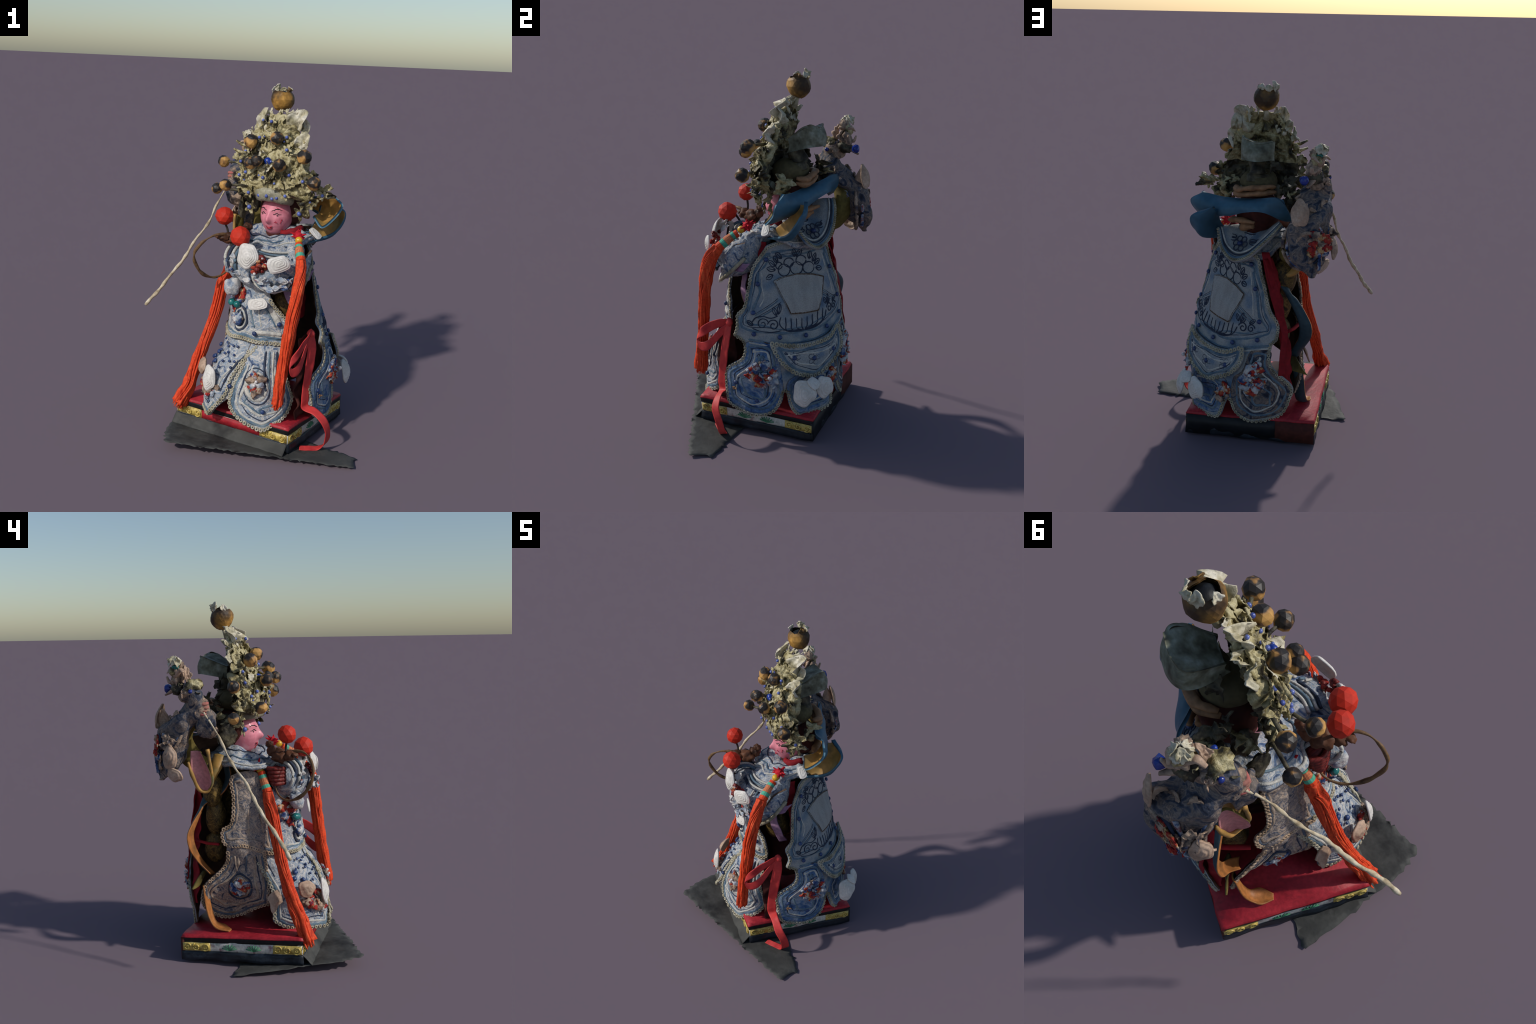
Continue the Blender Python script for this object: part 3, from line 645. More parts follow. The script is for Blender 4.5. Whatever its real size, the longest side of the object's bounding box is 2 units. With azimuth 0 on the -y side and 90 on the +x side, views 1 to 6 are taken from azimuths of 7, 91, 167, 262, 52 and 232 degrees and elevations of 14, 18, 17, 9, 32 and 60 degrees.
v, f = shell_plate(V(-.195, -.375, .39), (-.45, -.85, .15), (.0, .05, 1), .085, .145, 2, dome=.35); add("shell_plate", v, f, "shell", front)
v, f = shell_plate(V(-.252, -.262, .42), (-.9, -.35, .25), (.1, 0, 1), .105, .095, 7, dome=.5, ridges=2); add("shell_plate", v, f, "shell_tan", front)
v, f = shell_plate(V(-.225, -.085, .355), (-.85, .0, .3), (.2, -.25, 1), .09, .135, 4, dome=.1, ridges=1, shape=2); add("cloth_plate", v, f, "shell_tan", front)
v, f = shell_plate(V(.055, -.335, .835), (-.2, -.95, .2), (-.25, 0, 1), .115, .07, 3, dome=.1, ridges=3, shape=1); add("shell_plate", v, f, "shell", tun)
def sheet(name, rows, out, mats, parent, thick=.014, n=40, m=24):
    """smooth sheet through rows of points; mats[0] on the side facing `out`"""
    A = [smooth_path(r, m) for r in rows]; A = np.array([smooth_path([a[k] for a in A], n) for k in range(m)]).transpose(1, 0, 2)
    du = np.gradient(A, axis=0); dv = np.gradient(A, axis=1); N = np.cross(du, dv); N /= np.maximum(np.linalg.norm(N, axis=2, keepdims=True), 1e-9)
    mid = N[n//2, m//2]
    if np.dot(mid, out) < 0: N = -N
    flip = np.dot(mid, out) < 0
    F = A.reshape(-1, 3); Bk = (A-N*thick).reshape(-1, 3); K = len(F); f = []; idx = []
    for i in range(n-1):
        for k in range(m-1):
            q = (i*m+k, (i+1)*m+k, (i+1)*m+k+1, i*m+k+1); q = tuple(reversed(q)) if flip else q
            f.append(q); idx.append(0); f.append(tuple(reversed([j+K for j in q]))); idx.append(1)
    loop = [k for k in range(m)]+[i*m+m-1 for i in range(1, n)]+[(n-1)*m+k for k in range(m-2, -1, -1)]+[i*m for i in range(n-2, 0, -1)]
    for a, b in zip(loop, loop[1:]+loop[:1]): f.append((a, b, b+K, a+K)); idx.append(0)
    return add(name, list(F)+list(Bk), f, mats, parent, True, idx)

# ---- inner body ----------------------------------------------------------
def ell_rings(rows, n=40, amp=0.0, seed=0, freq=9):
    out = []
    for z, cx, cy, rx, ry, rot in rows:
        r = []
        for k in range(n):
            a = 2*math.pi*k/n; x, y = rx*math.cos(a), ry*math.sin(a); c, s = math.cos(rot), math.sin(rot)
            P = V(cx+x*c-y*s, cy+x*s+y*c, z)
            if amp: d = unit(P-V(cx, cy, z)); P = P+d*amp*nz(P, freq, seed)+d*amp*.5*nz(P, freq*2.3, seed+2)
            r.append(P)
        out.append(r)
    return out
def smooth_rows(rows, n): return [tuple(x) for x in smooth_path(rows, n)]
FR = -.38
torso = empty("torso")
v, f = loft(ell_rings(smooth_rows([(.62, .12, .02, .10, .15, FR), (.70, .12, .01, .105, .155, FR), (.80, .12, .01, .105, .155, FR), (.90, .11, .01, .105, .15, FR), (1.0, .12, 0, .12, .14, FR), (1.07, .11, .03, .09, .10, FR)], 26), amp=.012, seed=2))
add("under_tunic", v, f, "gold_cloth", torso)
v, f = loft(ell_rings(smooth_rows([(.40, .19, -.09, .09, .10, FR), (.47, .17, -.06, .12, .16, FR), (.58, .13, 0, .11, .16, FR), (.66, .12, .02, .10, .15, FR)], 20), amp=.03, seed=5, freq=7))
add("under_skirt", v, f, "maroon_cloth", torso)
ribbon("skirt_panel", [V(.305, -.30, .655), V(.31, -.305, .52), V(.31, -.31, .38), V(.315, -.315, .185)], [V(.02, .035, 0), V(.025, .05, 0), V(.025, .055, 0), V(.02, .05, 0)], ("maroon_cloth", "maroon_cloth"), torso, .008, rough=.03, seed=3)
v, f = blob(V(.175, -.14, .775), (.08, .08, .10), 4, .05, 4, 3); add("belly", v, f, "gold_cloth", torso)
ribbon("lilac_fold", [V(.21, -.265, .99), V(.26, -.245, .985), V(.315, -.21, .975), V(.33, -.17, .98)], [V(.01, .02, .025)]*4, ("lilac_cloth", "lilac_cloth"), torso, rough=.01)
ribbon("lilac_fold", [V(.19, -.18, .93), V(.215, -.195, .85), V(.25, -.19, .77), V(.26, -.16, .69)], [V(.02, .015, .005)]*4, ("lilac_cloth", "lilac_cloth"), torso, rough=.01)
ribbon("red_fold", [V(.26, -.09, 1.1), V(.27, -.10, .98), V(.28, -.08, .85), V(.29, -.09, .7)], [V(.01, .03, 0)]*4, ("red_cloth", "red_cloth"), torso, rough=.015)
ribbon("red_fold", [V(.10, .30, 1.08), V(.06, .31, .9), V(.03, .33, .7), V(.0, .34, .5), V(.0, .35, .3)], [V(.028, .015, 0)]*5, ("red_cloth", "red_cloth"), torso, rough=.02)
v, f = tube([V(-.10, .21, .66), V(-.05, .27, .655), V(.0, .33, .665)], .013, 8, .6); add("red_cord", v, f, "red_cloth", torso)
for c, r in (((.0, .23, .95), (.07, .06, .1)), ((.01, .215, .80), (.06, .06, .11)), ((.015, .215, .62), (.06, .07, .09))):
    v, f = blob(V(*c), r, 3, .12, 5, 2); add("gold_fold", v, f, "gold_cloth", torso)
# red sash with bow and trailing end at the right
bow = empty("red_sash")
K = V(.355, -.285, .67)
ribbon("sash_loop", [K, V(.34, -.36, .655), V(.30, -.44, .60), V(.262, -.475, .55), V(.275, -.465, .50), V(.31, -.41, .52), V(.335, -.34, .60), K+V(0, 0, -.02)],
       [V(.005, .0, .022), V(.005, .0, .028), V(0, 0, .032), V(0, .005, .02), V(.0, 0, .024), V(.0, .0, .03), V(0, 0, .028), V(0, 0, .02)], ("red_ribbon", "red_ribbon"), bow, .004, rough=.006)
ribbon("sash_tail", [K, V(.365, -.30, .60), V(.36, -.32, .50), V(.35, -.335, .40), V(.345, -.345, .30), V(.352, -.345, .255), V(.40, -.365, .245), V(.46, -.385, .20), V(.485, -.37, .13), V(.475, -.355, .06), V(.436, -.352, .022), V(.38, -.375, .026), V(.335, -.392, .034)],
       [V(.012, .015, 0), V(.02, .02, 0), V(.022, .02, 0), V(.02, .02, 0), V(.02, .02, 0), V(.018, .02, .005), V(.006, .02, .012), V(.012, .02, .01), V(.012, .022, 0), V(.01, .022, 0), V(.002, .02, .004), V(0, .016, .006), V(0, .016, .006)],
       ("red_ribbon", "red_ribbon"), bow, .004, n=90, rough=.005)
v, f = blob(K, (.022, .022, .026), 2, .3, 6, 1); add("sash_knot", v, f, "red_ribbon", bow)
0 and ribbon("sash_belt", [K+V(0, 0, 0), V(.30, -.30, .68), V(.26, -.29, .685)], [V(0, 0, .018)]*3, ("red_ribbon", "red_ribbon"), bow, .004)
# long curling sash on the left back, blue outside and orange inside
ls = empty("curling_sash")
ribbon("sash_band", [V(-.02, .16, 1.10), V(-.035, .155, 1.02), V(-.02, .19, .955), V(.0, .28, .905), V(-.03, .31, .85), V(-.058, .345, .792), V(-.084, .377, .719), V(-.09, .365, .636), V(-.064, .316, .545), V(-.058, .255, .475)],
       [V(.03, .015, 0), V(.032, .01, 0), V(.03, 0, .012), V(.03, .0, .02), V(.032, -.014, .012), V(.03, -.017, .005), V(.03, -.018, 0), V(.03, -.018, -.004), V(.03, -.018, -.01), V(.028, -.018, -.01)], ("sash_dark", "sash_orange"), ls, .008, n=80, cup=-.3)
ribbon("sash_band", [V(-.03, .28, .50), V(-.045, .315, .455), V(-.06, .335, .42)], [V(.03, -.02, .0), V(.04, -.025, .005), V(.055, -.03, .01)], ("olive_cloth", "olive_cloth"), ls, .01, cup=.2)
ribbon("sash_band", [V(-.07, .30, .42), V(-.085, .29, .33), V(-.095, .275, .25), V(-.115, .25, .195), V(-.14, .21, .178), V(-.175, .165, .172)],
       [V(.026, -.012, 0), V(.026, -.014, 0), V(.028, -.014, 0), V(.03, -.012, 0), V(.034, -.022, 0), V(.012, -.009, 0)], ("sash_dark", "sash_orange"), ls, .008, cup=-.3)
v, f = tube(smooth_path([V(-.02, .19, 1.15), V(-.06, .22, 1.08), V(-.05, .26, 1.0), V(.0, .27, .97)], 20), [.035, .04, .036, .02], 12, .7); add("sash_roll", v, f, "sash_yellow", ls)

# ---- folded arms in front ------------------------------------------------
arm = empty("arm")
def sleeve(path, ru, rd, rs, n=46, m=44, seed=0, amp=.016, stripes=0.0):
    P = smooth_path(path, n); T_ = np.linspace(0, 1, n); ku = np.linspace(0, 1, len(ru)); out = []
    for i in range(n):
        t = unit(P[min(i+1, n-1)]-P[max(i-1, 0)]); s = unit(np.cross(t, V(0, 0, 1))); w = np.cross(s, t)
        u, d, q = np.interp(T_[i], ku, ru), np.interp(T_[i], ku, rd), np.interp(T_[i], ku, rs); r = []
        for k in range(m):
            a = 2*math.pi*k/m; D = s*math.cos(a)*q+w*math.sin(a)*(u if math.sin(a) > 0 else d); Q = P[i]+D
            g = amp*nz(Q, 9, seed)+amp*.6*nz(Q, 20, seed+1)+stripes*math.sin(i*1.15)
            r.append(Q+unit(D)*g)
        out.append(r)
    return out
v, f = loft(sleeve([(.17, -.06, 1.12), (.235, -.15, 1.075), (.225, -.23, 1.02), (.14, -.27, 1.005), (.04, -.245, 1.005), (-.04, -.19, 1.015), (-.105, -.15, 1.03)],
            [.05, .06, .065, .065, .065, .068, .07], [.05, .08, .12, .115, .105, .105, .085], [.04, .055, .075, .085, .08, .08, .075], seed=3, amp=.018, stripes=.004))
add("sleeve", v, f, "cloth_front", arm)
# sleeve bands and circular embroidery in front
sb = Bag()
for k, (z, r, i) in enumerate(((1.02, .098, 2), (1.005, .083, 0), (1.0, .066, 1), (1.0, .05, 0))):
    c = V(.125, -.362-.004*k, z-.03); s, u, o = basis(V(-.1, -.95, -.15))
    pts = [c+s*math.cos(a)*r*1.25+u*math.sin(a)*r*.8-o*.25*(abs(math.cos(a)*r)) for a in np.linspace(math.pi*.95, 2.05*math.pi, 26)]
    sb.put(*tube(pts, .0075, 6), i)
for t, i in ((-.2, 0), (0, 2), (.2, 0), (.4, 1)):
    c = V(-.085+.06*t*2, -.165-.05*t*2, 1.04); ax = unit(V(-.8, .6, 0)); s = unit(np.cross(ax, V(0, 0, 1))); rr = .078+.018*t
    sb.put(*tube([c+s*math.cos(a)*rr+V(0, 0, 1)*math.sin(a)*rr*1.08 for a in np.linspace(0, 2*math.pi, 30)], .009, 6), i)
for k in range(6):
    sb.put(*tube(smooth_path([V(.16+.022*k, -.29+.012*k, 1.08), V(.165+.022*k, -.335+.02*k, 1.04), V(.17+.022*k, -.345+.022*k, .98)], 12), .006, 6), (0, 1, 0, 2, 0, 1)[k])
for k in range(4):
    sb.put(*tube(smooth_path([V(.02, -.19-.02*k, 1.11-.008*k), V(.10, -.215-.022*k, 1.10-.01*k), V(.2, -.20-.022*k, 1.10-.012*k), V(.25, -.15-.02*k, 1.11-.014*k)], 20), .007, 6), (0, 1, 0, 2)[k])
sb.make("embroidery", ("cord_white", "cord_blue", "cord_navy"), arm, kind="stuff")
hand = empty("hand")
for k in range(5):
    v, f = tube(smooth_path([V(-.125, -.065-.018*k*.3, 1.085-.02*k), V(-.15, -.11, 1.085-.021*k), V(-.12, -.165, 1.08-.02*k)], 10), .0125, 8); add("finger", v, f, "hand_red", hand)
v, f = blob(V(-.105, -.115, 1.04), (.045, .055, .055), 3, .1); add("palm", v, f, "hand_red", hand)
# hanging right sleeve flap
ribbon("sleeve_flap", [V(.325, -.185, 1.075), V(.31, -.235, 1.03), V(.285, -.28, .97), V(.235, -.31, .905)], [V(.01, .01, .04), V(.005, -.01, .06), V(.0, -.02, .055), V(-.01, -.02, .02)], ("cloth_front", "lining"), arm, .014, cup=-.25, rough=.01)
v, f = tube(smooth_path([V(.325, -.18, 1.03), V(.312, -.24, .97), V(.285, -.29, .92), V(.235, -.325, .88)], 20), .011, 6); add("sleeve_hem", v, f, "braid", arm)
v, f = blob(V(.10, -.13, 1.055), (.14, .10, .07), 4, .12, 7, 5); add("chest_cloth", v, f, "cloth_front", arm)
# chest plates and red centre
v, f = shell_plate(V(-.01, -.345, 1.10), (-.25, -.93, .15), (.12, 0, 1), .12, .14, 1, dome=.35, shape=0); add("shell_plate", v, f, "shell", arm)
v, f = shell_plate(V(.165, -.392, 1.082), (.15, -.95, .1), (-.35, 0, 1), .125, .10, 4, dome=.25, shape=1, ridges=4); add("shell_plate", v, f, "shell", arm)
cb = {m: Bag() for m in ("scrap_red", "hand_red", "silver_bead", "scrap_white", "scrap_blue")}
rr = random.Random(21)
for k in range(30):
    c = V(.065+rr.gauss(0, .032), -.355+rr.gauss(0, .012), 1.055+rr.gauss(0, .024)); m = rr.choices(("scrap_red", "hand_red", "silver_bead"), (4, 7, 1))[0]
    cb[m].put(*blob(c, (.016, .012, .012) if m != "silver_bead" else .008, 2, .35, 7, k))
for k in range(16):
    a = rr.random(); c = V(-.03+.30*a, -.345-.045*math.sin(a*3.1)+rr.gauss(0, .006), .93+.06*rr.random()+.03*abs(a-.5))
    cb[rr.choice(("scrap_white", "scrap_blue", "scrap_white"))].put(*foil(c, (rr.gauss(0, .4), -1, rr.gauss(0, .4)), V(rr.gauss(0, .4), 0, 1), .06, .035, "leaf", k, .006, .2, .15, 4, 16))
for k in range(12):
    a = rr.random()*6.28; c = V(-.125+.02*rr.random(), -.2+.075*math.cos(a)*.5, 1.03+.085*math.sin(a)); c = V(-.06-.05*rr.random(), -.23-.05*rr.random(), 1.03+.10*(rr.random()-.5))
    cb[rr.choice(("scrap_white", "scrap_blue", "scrap_white"))].put(*foil(c, (-.7+rr.gauss(0, .3), -.7, rr.gauss(0, .4)), V(rr.gauss(0, .4), 0, 1), .045, .04, "leaf", k, .006, .2, .15, 4, 16))
for m, b in cb.items(): b.make("padded_scrap", m, arm, kind="stuff")
v, f = blob(V(-.10, -.235, .895), (.045, .04, .05), 3, .35, 6, 4); add("sleeve_tuft", v, f, "scrap_white", arm)

# ---- hoop, beast and pompoms --------------------------------------------
hp = empty("hoop")
v, f = tube(smooth_path([V(-.13, -.17, 1.165), V(-.17, -.22, 1.182), V(-.221, -.262, 1.175), V(-.285, -.285, 1.13), V(-.315, -.282, 1.057), V(-.285, -.24, .965), V(-.23, -.175, .92), V(-.175, -.13, .93), V(-.14, -.11, .97), V(-.13, -.11, 1.02)], 70), [.010, .007, .006, .008, .0085, .008, .005, .0045, .004, .004], 8, 1.2, rough=.006, seed=2)
add("hoop_ring", v, f, "wood_brown", hp)
be = empty("beast")
for c, r, s in (((-.10, -.14, 1.15), (.06, .045, .04), 1), ((-.14, -.185, 1.155), (.05, .035, .03), 2), ((-.07, -.10, 1.175), (.035, .03, .03), 3), ((-.05, -.09, 1.21), (.028, .022, .02), 4), ((-.17, -.21, 1.165), (.04, .022, .014), 6)):
    v, f = blob(V(*c), r, 3, .35, 7, s); add("beast_lump", v, f, "beast_brown", be)
for a, b in ((V(-.17, -.169, 1.245), V(-.145, -.17, 1.16)), (V(-.061, -.283, 1.15), V(-.03, -.29, 1.06)), (V(-.085, -.24, 1.17), V(-.09, -.2, 1.09))):
    v, f = tube(smooth_path([a, (a+b)/2+V(.006, .004, 0), b], 8), .0065, 6); add("pompom_stem", v, f, "wire_dark", be)
for k, c in enumerate(((-.170, -.169, 1.278), (-.061, -.283, 1.192))):
    v, f = blob(V(*c), (.052, .057)[k], 2, .05, 6, k); add("pompom", v, f, "pompom", be, smooth=False)
for k, (c, n, w) in enumerate((((-.03, -.31, 1.13), (-.5, -.6, .6), .07), ((-.055, -.27, 1.11), (-.9, -.2, .4), .06), ((.02, -.30, 1.12), (.2, -.5, .9), .05))):
    v, f = foil(V(*c), n, V(0, 0, 1), w, w*1.3, "leaf", k); add("paper_petal", v, f, "shell", be)

# ---- collar --------------------------------------------------------------
E1 = V(.93, -.37, 0); BK = V(.37, .93, 0); HC = V(.102, .05, 0)
def hf(a, b, z): return HC+E1*a+BK*b+V(0, 0, z)
col = empty("collar")
NA = 120; KA = [0, 45, 90, 135, 180, 225, 270, 315, 360]      # angle 0 = right (E1), 90 = back
rad = [.24, .20, .21, .20, .25, .255, .20, .225, .24]; low = [1.165, 1.075, 1.075, 1.13, 1.12, 1.10, 1.12, 1.14, 1.165]; inn = [1.19, 1.20, 1.21, 1.20, 1.19, 1.155, 1.135, 1.155, 1.19]
cv = []
for j in range(17):
    t = j/16
    for k in range(NA):
        A = 360*k/NA; ra = np.interp(A, KA, rad)*(1+.035*math.sin(A*.1745/10*10*1.0+1)); lo = np.interp(A, KA, low)-.015*abs(math.sin(math.radians(A*4)))
        r = .055+(ra-.055)*t; zi = np.interp(A, KA, inn); z = zi+(lo-zi)*t**1.6+.018*math.sin(t*math.pi)
        P = hf(r*math.cos(math.radians(A)), r*math.sin(math.radians(A)), z)
        cv.append(P+V(0, 0, 1)*(.012*nz(P, 16, 3)+.008*nz(P, 30, 4))+unit(P-HC-V(0, 0, z))*.012*nz(P, 14, 8))
cf = [(j*NA+k, (j+1)*NA+k, (j+1)*NA+(k+1) % NA, j*NA+(k+1) % NA) for j in range(16) for k in range(NA)]
n0 = len(cv); cfb = [tuple(reversed([q+n0 for q in x])) for x in cf]
rim = [(16*NA+k, 16*NA+k+n0, 16*NA+(k+1) % NA+n0, 16*NA+(k+1) % NA) for k in range(NA)]
add("collar_cloth", cv+[p-V(0, 0, .016) for p in cv], cf+cfb+rim, "cloth_front", col)
cg = Bag()
for j, w, i in ((15, .007, 0), (12, .006, 1), (8, .004, 2)):
    cg.put(*tube([cv[j*NA+k]+V(0, 0, .003) for k in range(NA)]+[cv[j*NA]], w, 6, .7), i)
cg.make("embroidery", ("cord_white", "cord_blue", "cord_navy"), col, kind="stuff")
# back lobe of the collar: a cupped cloth from the neck out to a raised rim
RIM = [V(.346, .104, 1.20), V(.338, .16, 1.11), V(.295, .222, 1.058), V(.23, .285, 1.08), V(.16, .322, 1.15), V(.09, .335, 1.22), V(.044, .331, 1.27)]
MID = [V(.305, .085, 1.215), V(.275, .14, 1.14), V(.232, .19, 1.12), V(.182, .232, 1.145), V(.13, .258, 1.195), V(.08, .268, 1.245), V(.04, .27, 1.275)]
NECK = [V(.22, .06, 1.215), V(.20, .11, 1.20), V(.165, .145, 1.195), V(.13, .165, 1.20), V(.09, .18, 1.21), V(.06, .19, 1.235), V(.03, .19, 1.255)]
sheet("back_lobe", [NECK, MID, RIM], V(.7, .6, .4), ("cloth_back", "lining"), col, .014, n=24, m=50)
rm, md, nk = smooth_path(RIM, 90), smooth_path(MID, 90), smooth_path(NECK, 90); up = V(.35, .3, .85)
cg = Bag(); cr = Bag()
for k in range(0, 90, 2): cr.put(*torus(rm[k]*.93+md[k]*.07+up*.004, unit(up), .0085))
for t, w, i in ((.78, .008, 1), (.6, .004, 2), (.45, .006, 0)): cg.put(*tube([rm[k]*t+md[k]*(1-t)+up*.006*(1-abs(2*t-1)) for k in range(0, 90, 2)], w, 6), i)
fc = V(.237, .195, 1.135)+up*.012; fs, fu, fo = basis(V(.6, .5, .6))
for q in range(6): cg.put(*tube([fc+fs*(.03*math.cos(q*1.05)+.016*math.cos(a))+fu*(.03*math.sin(q*1.05)+.016*math.sin(a))-fo*.004 for a in np.linspace(0, 6.283, 16)], .0035, 5), 2)
for q, (da, db) in enumerate(((.075, .03), (-.07, .035), (.07, .05), (-.075, .06), (.11, .06), (-.11, .075))):
    cg.put(*tube([fc+fs*(da+.025*math.cos(a))+fu*(db*.6+.010*math.sin(a))-fo*.012 for a in np.linspace(0, 6.283, 14)], .003, 5), 2)
cr.make("braid_trim", "braid", col, kind="stuff"); cg.make("embroidery", ("cord_white", "cord_blue", "cord_navy"), col, kind="stuff")
v, f = blob(fc, (.017, .017, .012), 2); add("stud", v, f, "stud", col)
v, f = shell_plate(V(.335, -.06, 1.195), (.5, -.5, .7), (-.5, .2, .3), .05, .09, 2, dome=.1, ridges=2, shape=1); add("collar_tab", v, f, "shell", col)

# ---- head ----------------------------------------------------------------
head = empty("head")
hv = []; NT, NP = 64, 72
def face_pt(th, ph):
    # th 0 top .. pi bottom, ph 0 = forward
    x = math.sin(th)*math.sin(ph); y = -math.sin(th)*math.cos(ph); z = math.cos(th)
    w = .093*(1-.16*max(0, -z)**1.5); a, b, zz = x*w, y*.100*(1-.1*max(0, -z)), z*.126
    fr = max(0, -y)
    G = lambda ca, cz, sa, sz: math.exp(-((a-ca)**2/(2*sa*sa)+(zz-cz)**2/(2*sz*sz)))
    d = .026*G(0, -.018, .012, .016)+.014*G(0, .008, .009, .022)
    d += .007*(G(.048, -.03, .024, .024)+G(-.048, -.03, .024, .024))+.006*(G(.042, .04, .022, .008)+G(-.042, .04, .022, .008))
    d -= .008*(G(.042, .02, .02, .009)+G(-.042, .02, .02, .009)); d += .005*(G(.042, .019, .014, .006)+G(-.042, .019, .014, .006))
    d += .008*G(0, -.053, .018, .006)+.008*G(0, -.066, .015, .006)-.004*G(0, -.0595, .022, .0025)+.011*G(0, -.088, .022, .014)
    return hf(a, b-d*fr, 1.262+zz)
for i in range(NT+1):
    for k in range(NP):
        hv.append(face_pt(math.pi*i/NT, 2*math.pi*k/NP))
hfx = [(i*NP+k, (i+1)*NP+k, (i+1)*NP+(k+1) % NP, i*NP+(k+1) % NP) for i in range(NT) for k in range(NP)]
add("face", hv, hfx, "skin", head)
def on_face(a, z, lift=.002):
    best = min((h for h in hv if np.dot(h-HC, BK) < 0), key=lambda h: (np.dot(h-HC, E1)-a)**2+(h[2]-z)**2); return best-BK*lift
for s in (-1, 1):
    v, f = tube([on_face(s*(.018+.05*t), 1.300+.012*math.sin(t*2.6)-.004*t) for t in np.linspace(0, 1, 9)], [.001, .0028, .0028, .001], 6); add("eyebrow", v, f, "eye_ink", head)
    v, f = tube([on_face(s*(.022+.042*t), 1.280+.004*math.sin(t*3.1)) for t in np.linspace(0, 1, 9)], [.001, .0026, .0028, .001], 6); add("eyelid", v, f, "eye_ink", head)
    v, f = blob(on_face(s*.043, 1.277, 0), (.006, .004, .004), 2); add("eye", v, f, "eye_ink", head)
v, f = tube([on_face(.024*t, 1.205+.003*abs(t)-.002*math.cos(t*4), .001) for t in np.linspace(-1, 1, 9)], [.001, .0045, .004, .0045, .001], 6, .9); add("lip", v, f, "lip", head)
v, f = tube([on_face(.017*t, 1.197, .001) for t in np.linspace(-1, 1, 7)], [.001, .005, .005, .001], 6, .9); add("lip", v, f, "lip", head)
for a, z, w, h in ((.036, 1.236, .026, .012), (.045, 1.315, .022, .008), (.062, 1.245, .012, .03)):
    v, f = foil(on_face(a, z, .001), -BK+E1*a*5, V(.3, 0, 1), w, h, "rag", int(a*1000), thick=.001, bend=0, crumple=.05); add("paint_chip", v, f, "skin_chip", head)
v, f = blob(hf(0, .055, 1.29), (.12, .105, .125), 4, .1, 5, 3); add("hair", v, f, "maroon_cloth", head)
v, f = loft(ell_rings([(1.12, .10, .05, .06, .06, 0), (1.2, .10, .05, .055, .055, 0)], 24)); add("neck", v, f, "maroon_cloth", head)
v, f = tube(smooth_path([hf(.06, -.05, 1.17), hf(.13, -.04, 1.185), hf(.15, .03, 1.2)], 10), .02, 8, rough=.01); add("red_scarf", v, f, "red_cloth", head)
for z, b, r in ((1.445, .165, .022), (1.415, .16, .024)):
    v, f = tube(smooth_path([hf(-.10, b-.06, z), hf(-.05, b, z+.006), hf(.02, b+.01, z), hf(.09, b-.005, z-.008), hf(.11, b-.05, z)], 24), [.012, r, r, r, .012], 10, .7, rough=.01, seed=z*5); add("hat_roll", v, f, "roll_tan", head)
v, f = tube(smooth_path([V(.17, .235, 1.265), V(.22, .185, 1.268), V(.26, .125, 1.26), V(.28, .085, 1.25)], 14), [.01, .024, .022, .01], 10, .7, rough=.008); add("collar_roll", v, f, "roll_tan", head)
v, f = tube(smooth_path([V(.17, .20, 1.235), V(.20, .155, 1.225), V(.21, .11, 1.21)], 14), [.015, .03, .02], 10, .9, rough=.012); add("collar_roll", v, f, "roll_tan", head)

# ---- crown: a thin bent fan of foil in front of a cloth hat ---------------
crown = empty("crown")
cz = [1.33, 1.38, 1.42, 1.47, 1.52, 1.58, 1.65, 1.72, 1.78, 1.84]
cfb_ = [-.108, -.118, -.128, -.13, -.118, -.088, -.06, -.03, -.005, .025]          # front of the fan on the axis
chw = [.15, .185, .21, .22, .205, .19, .16, .135, .108, .07]; cca = [0, 0, .01, .01, 0, -.01, -.015, -.02, -.03, -.035]
def cfront(a, z):
    fb, hw, ca = (np.interp(z, cz, q) for q in (cfb_, chw, cca)); x = (a-ca)/hw
    return fb+np.interp(z, [1.35, 1.6, 1.75, 1.85], [.075, .06, .03, .02])*min(1.5, abs(x))**1.7
def cback(a, z): return cfront(a, z)+np.interp(z, [1.36, 1.45, 1.55, 1.65, 1.85], [.045, .06, .04, .03, .015])
rows = []
for z in np.linspace(1.375, 1.835, 110):
    hw, ca = np.interp(z, cz, chw), np.interp(z, cz, cca); r = []
    jag = 1+.10*nz((z*9, 0, 0), 1, 3)
    for side_, sgn in ((cfront, 1), (cback, -1)):
        for k in range(80):
            a = ca+hw*.97*jag*(-1+2*k/79)*sgn; P = hf(a, side_(a, z), z); d = -BK*sgn
            lift = (.020*nz(P, 12, 3)+.022*(.4-abs(nz(P, 20, 5)))+.014*(.35-abs(nz(P, 42, 6)))+.006*nz(P, 80, 8))*(1 if z < 1.62 else .55)
            if sgn > 0 and z < 1.45 and abs(a) < .085: lift *= .15
            r.append(P+d*lift+V(0, 0, .012*nz(P, 20, 9))+E1*.012*nz(P, 18, 11))
    rows.append(r)
v, f = loft(rows); n = 160
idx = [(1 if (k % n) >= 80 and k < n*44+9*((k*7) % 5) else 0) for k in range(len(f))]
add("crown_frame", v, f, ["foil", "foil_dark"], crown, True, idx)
# brow band over the face
v, f = tube(smooth_path([hf(-.10, -.03, 1.385), hf(-.075, -.085, 1.39), hf(0, -.115, 1.398), hf(.075, -.085, 1.385), hf(.105, -.03, 1.375)], 30), .027, 12, 1.6, rough=.004); add("brow_band", v, f, "foil_brow", crown)
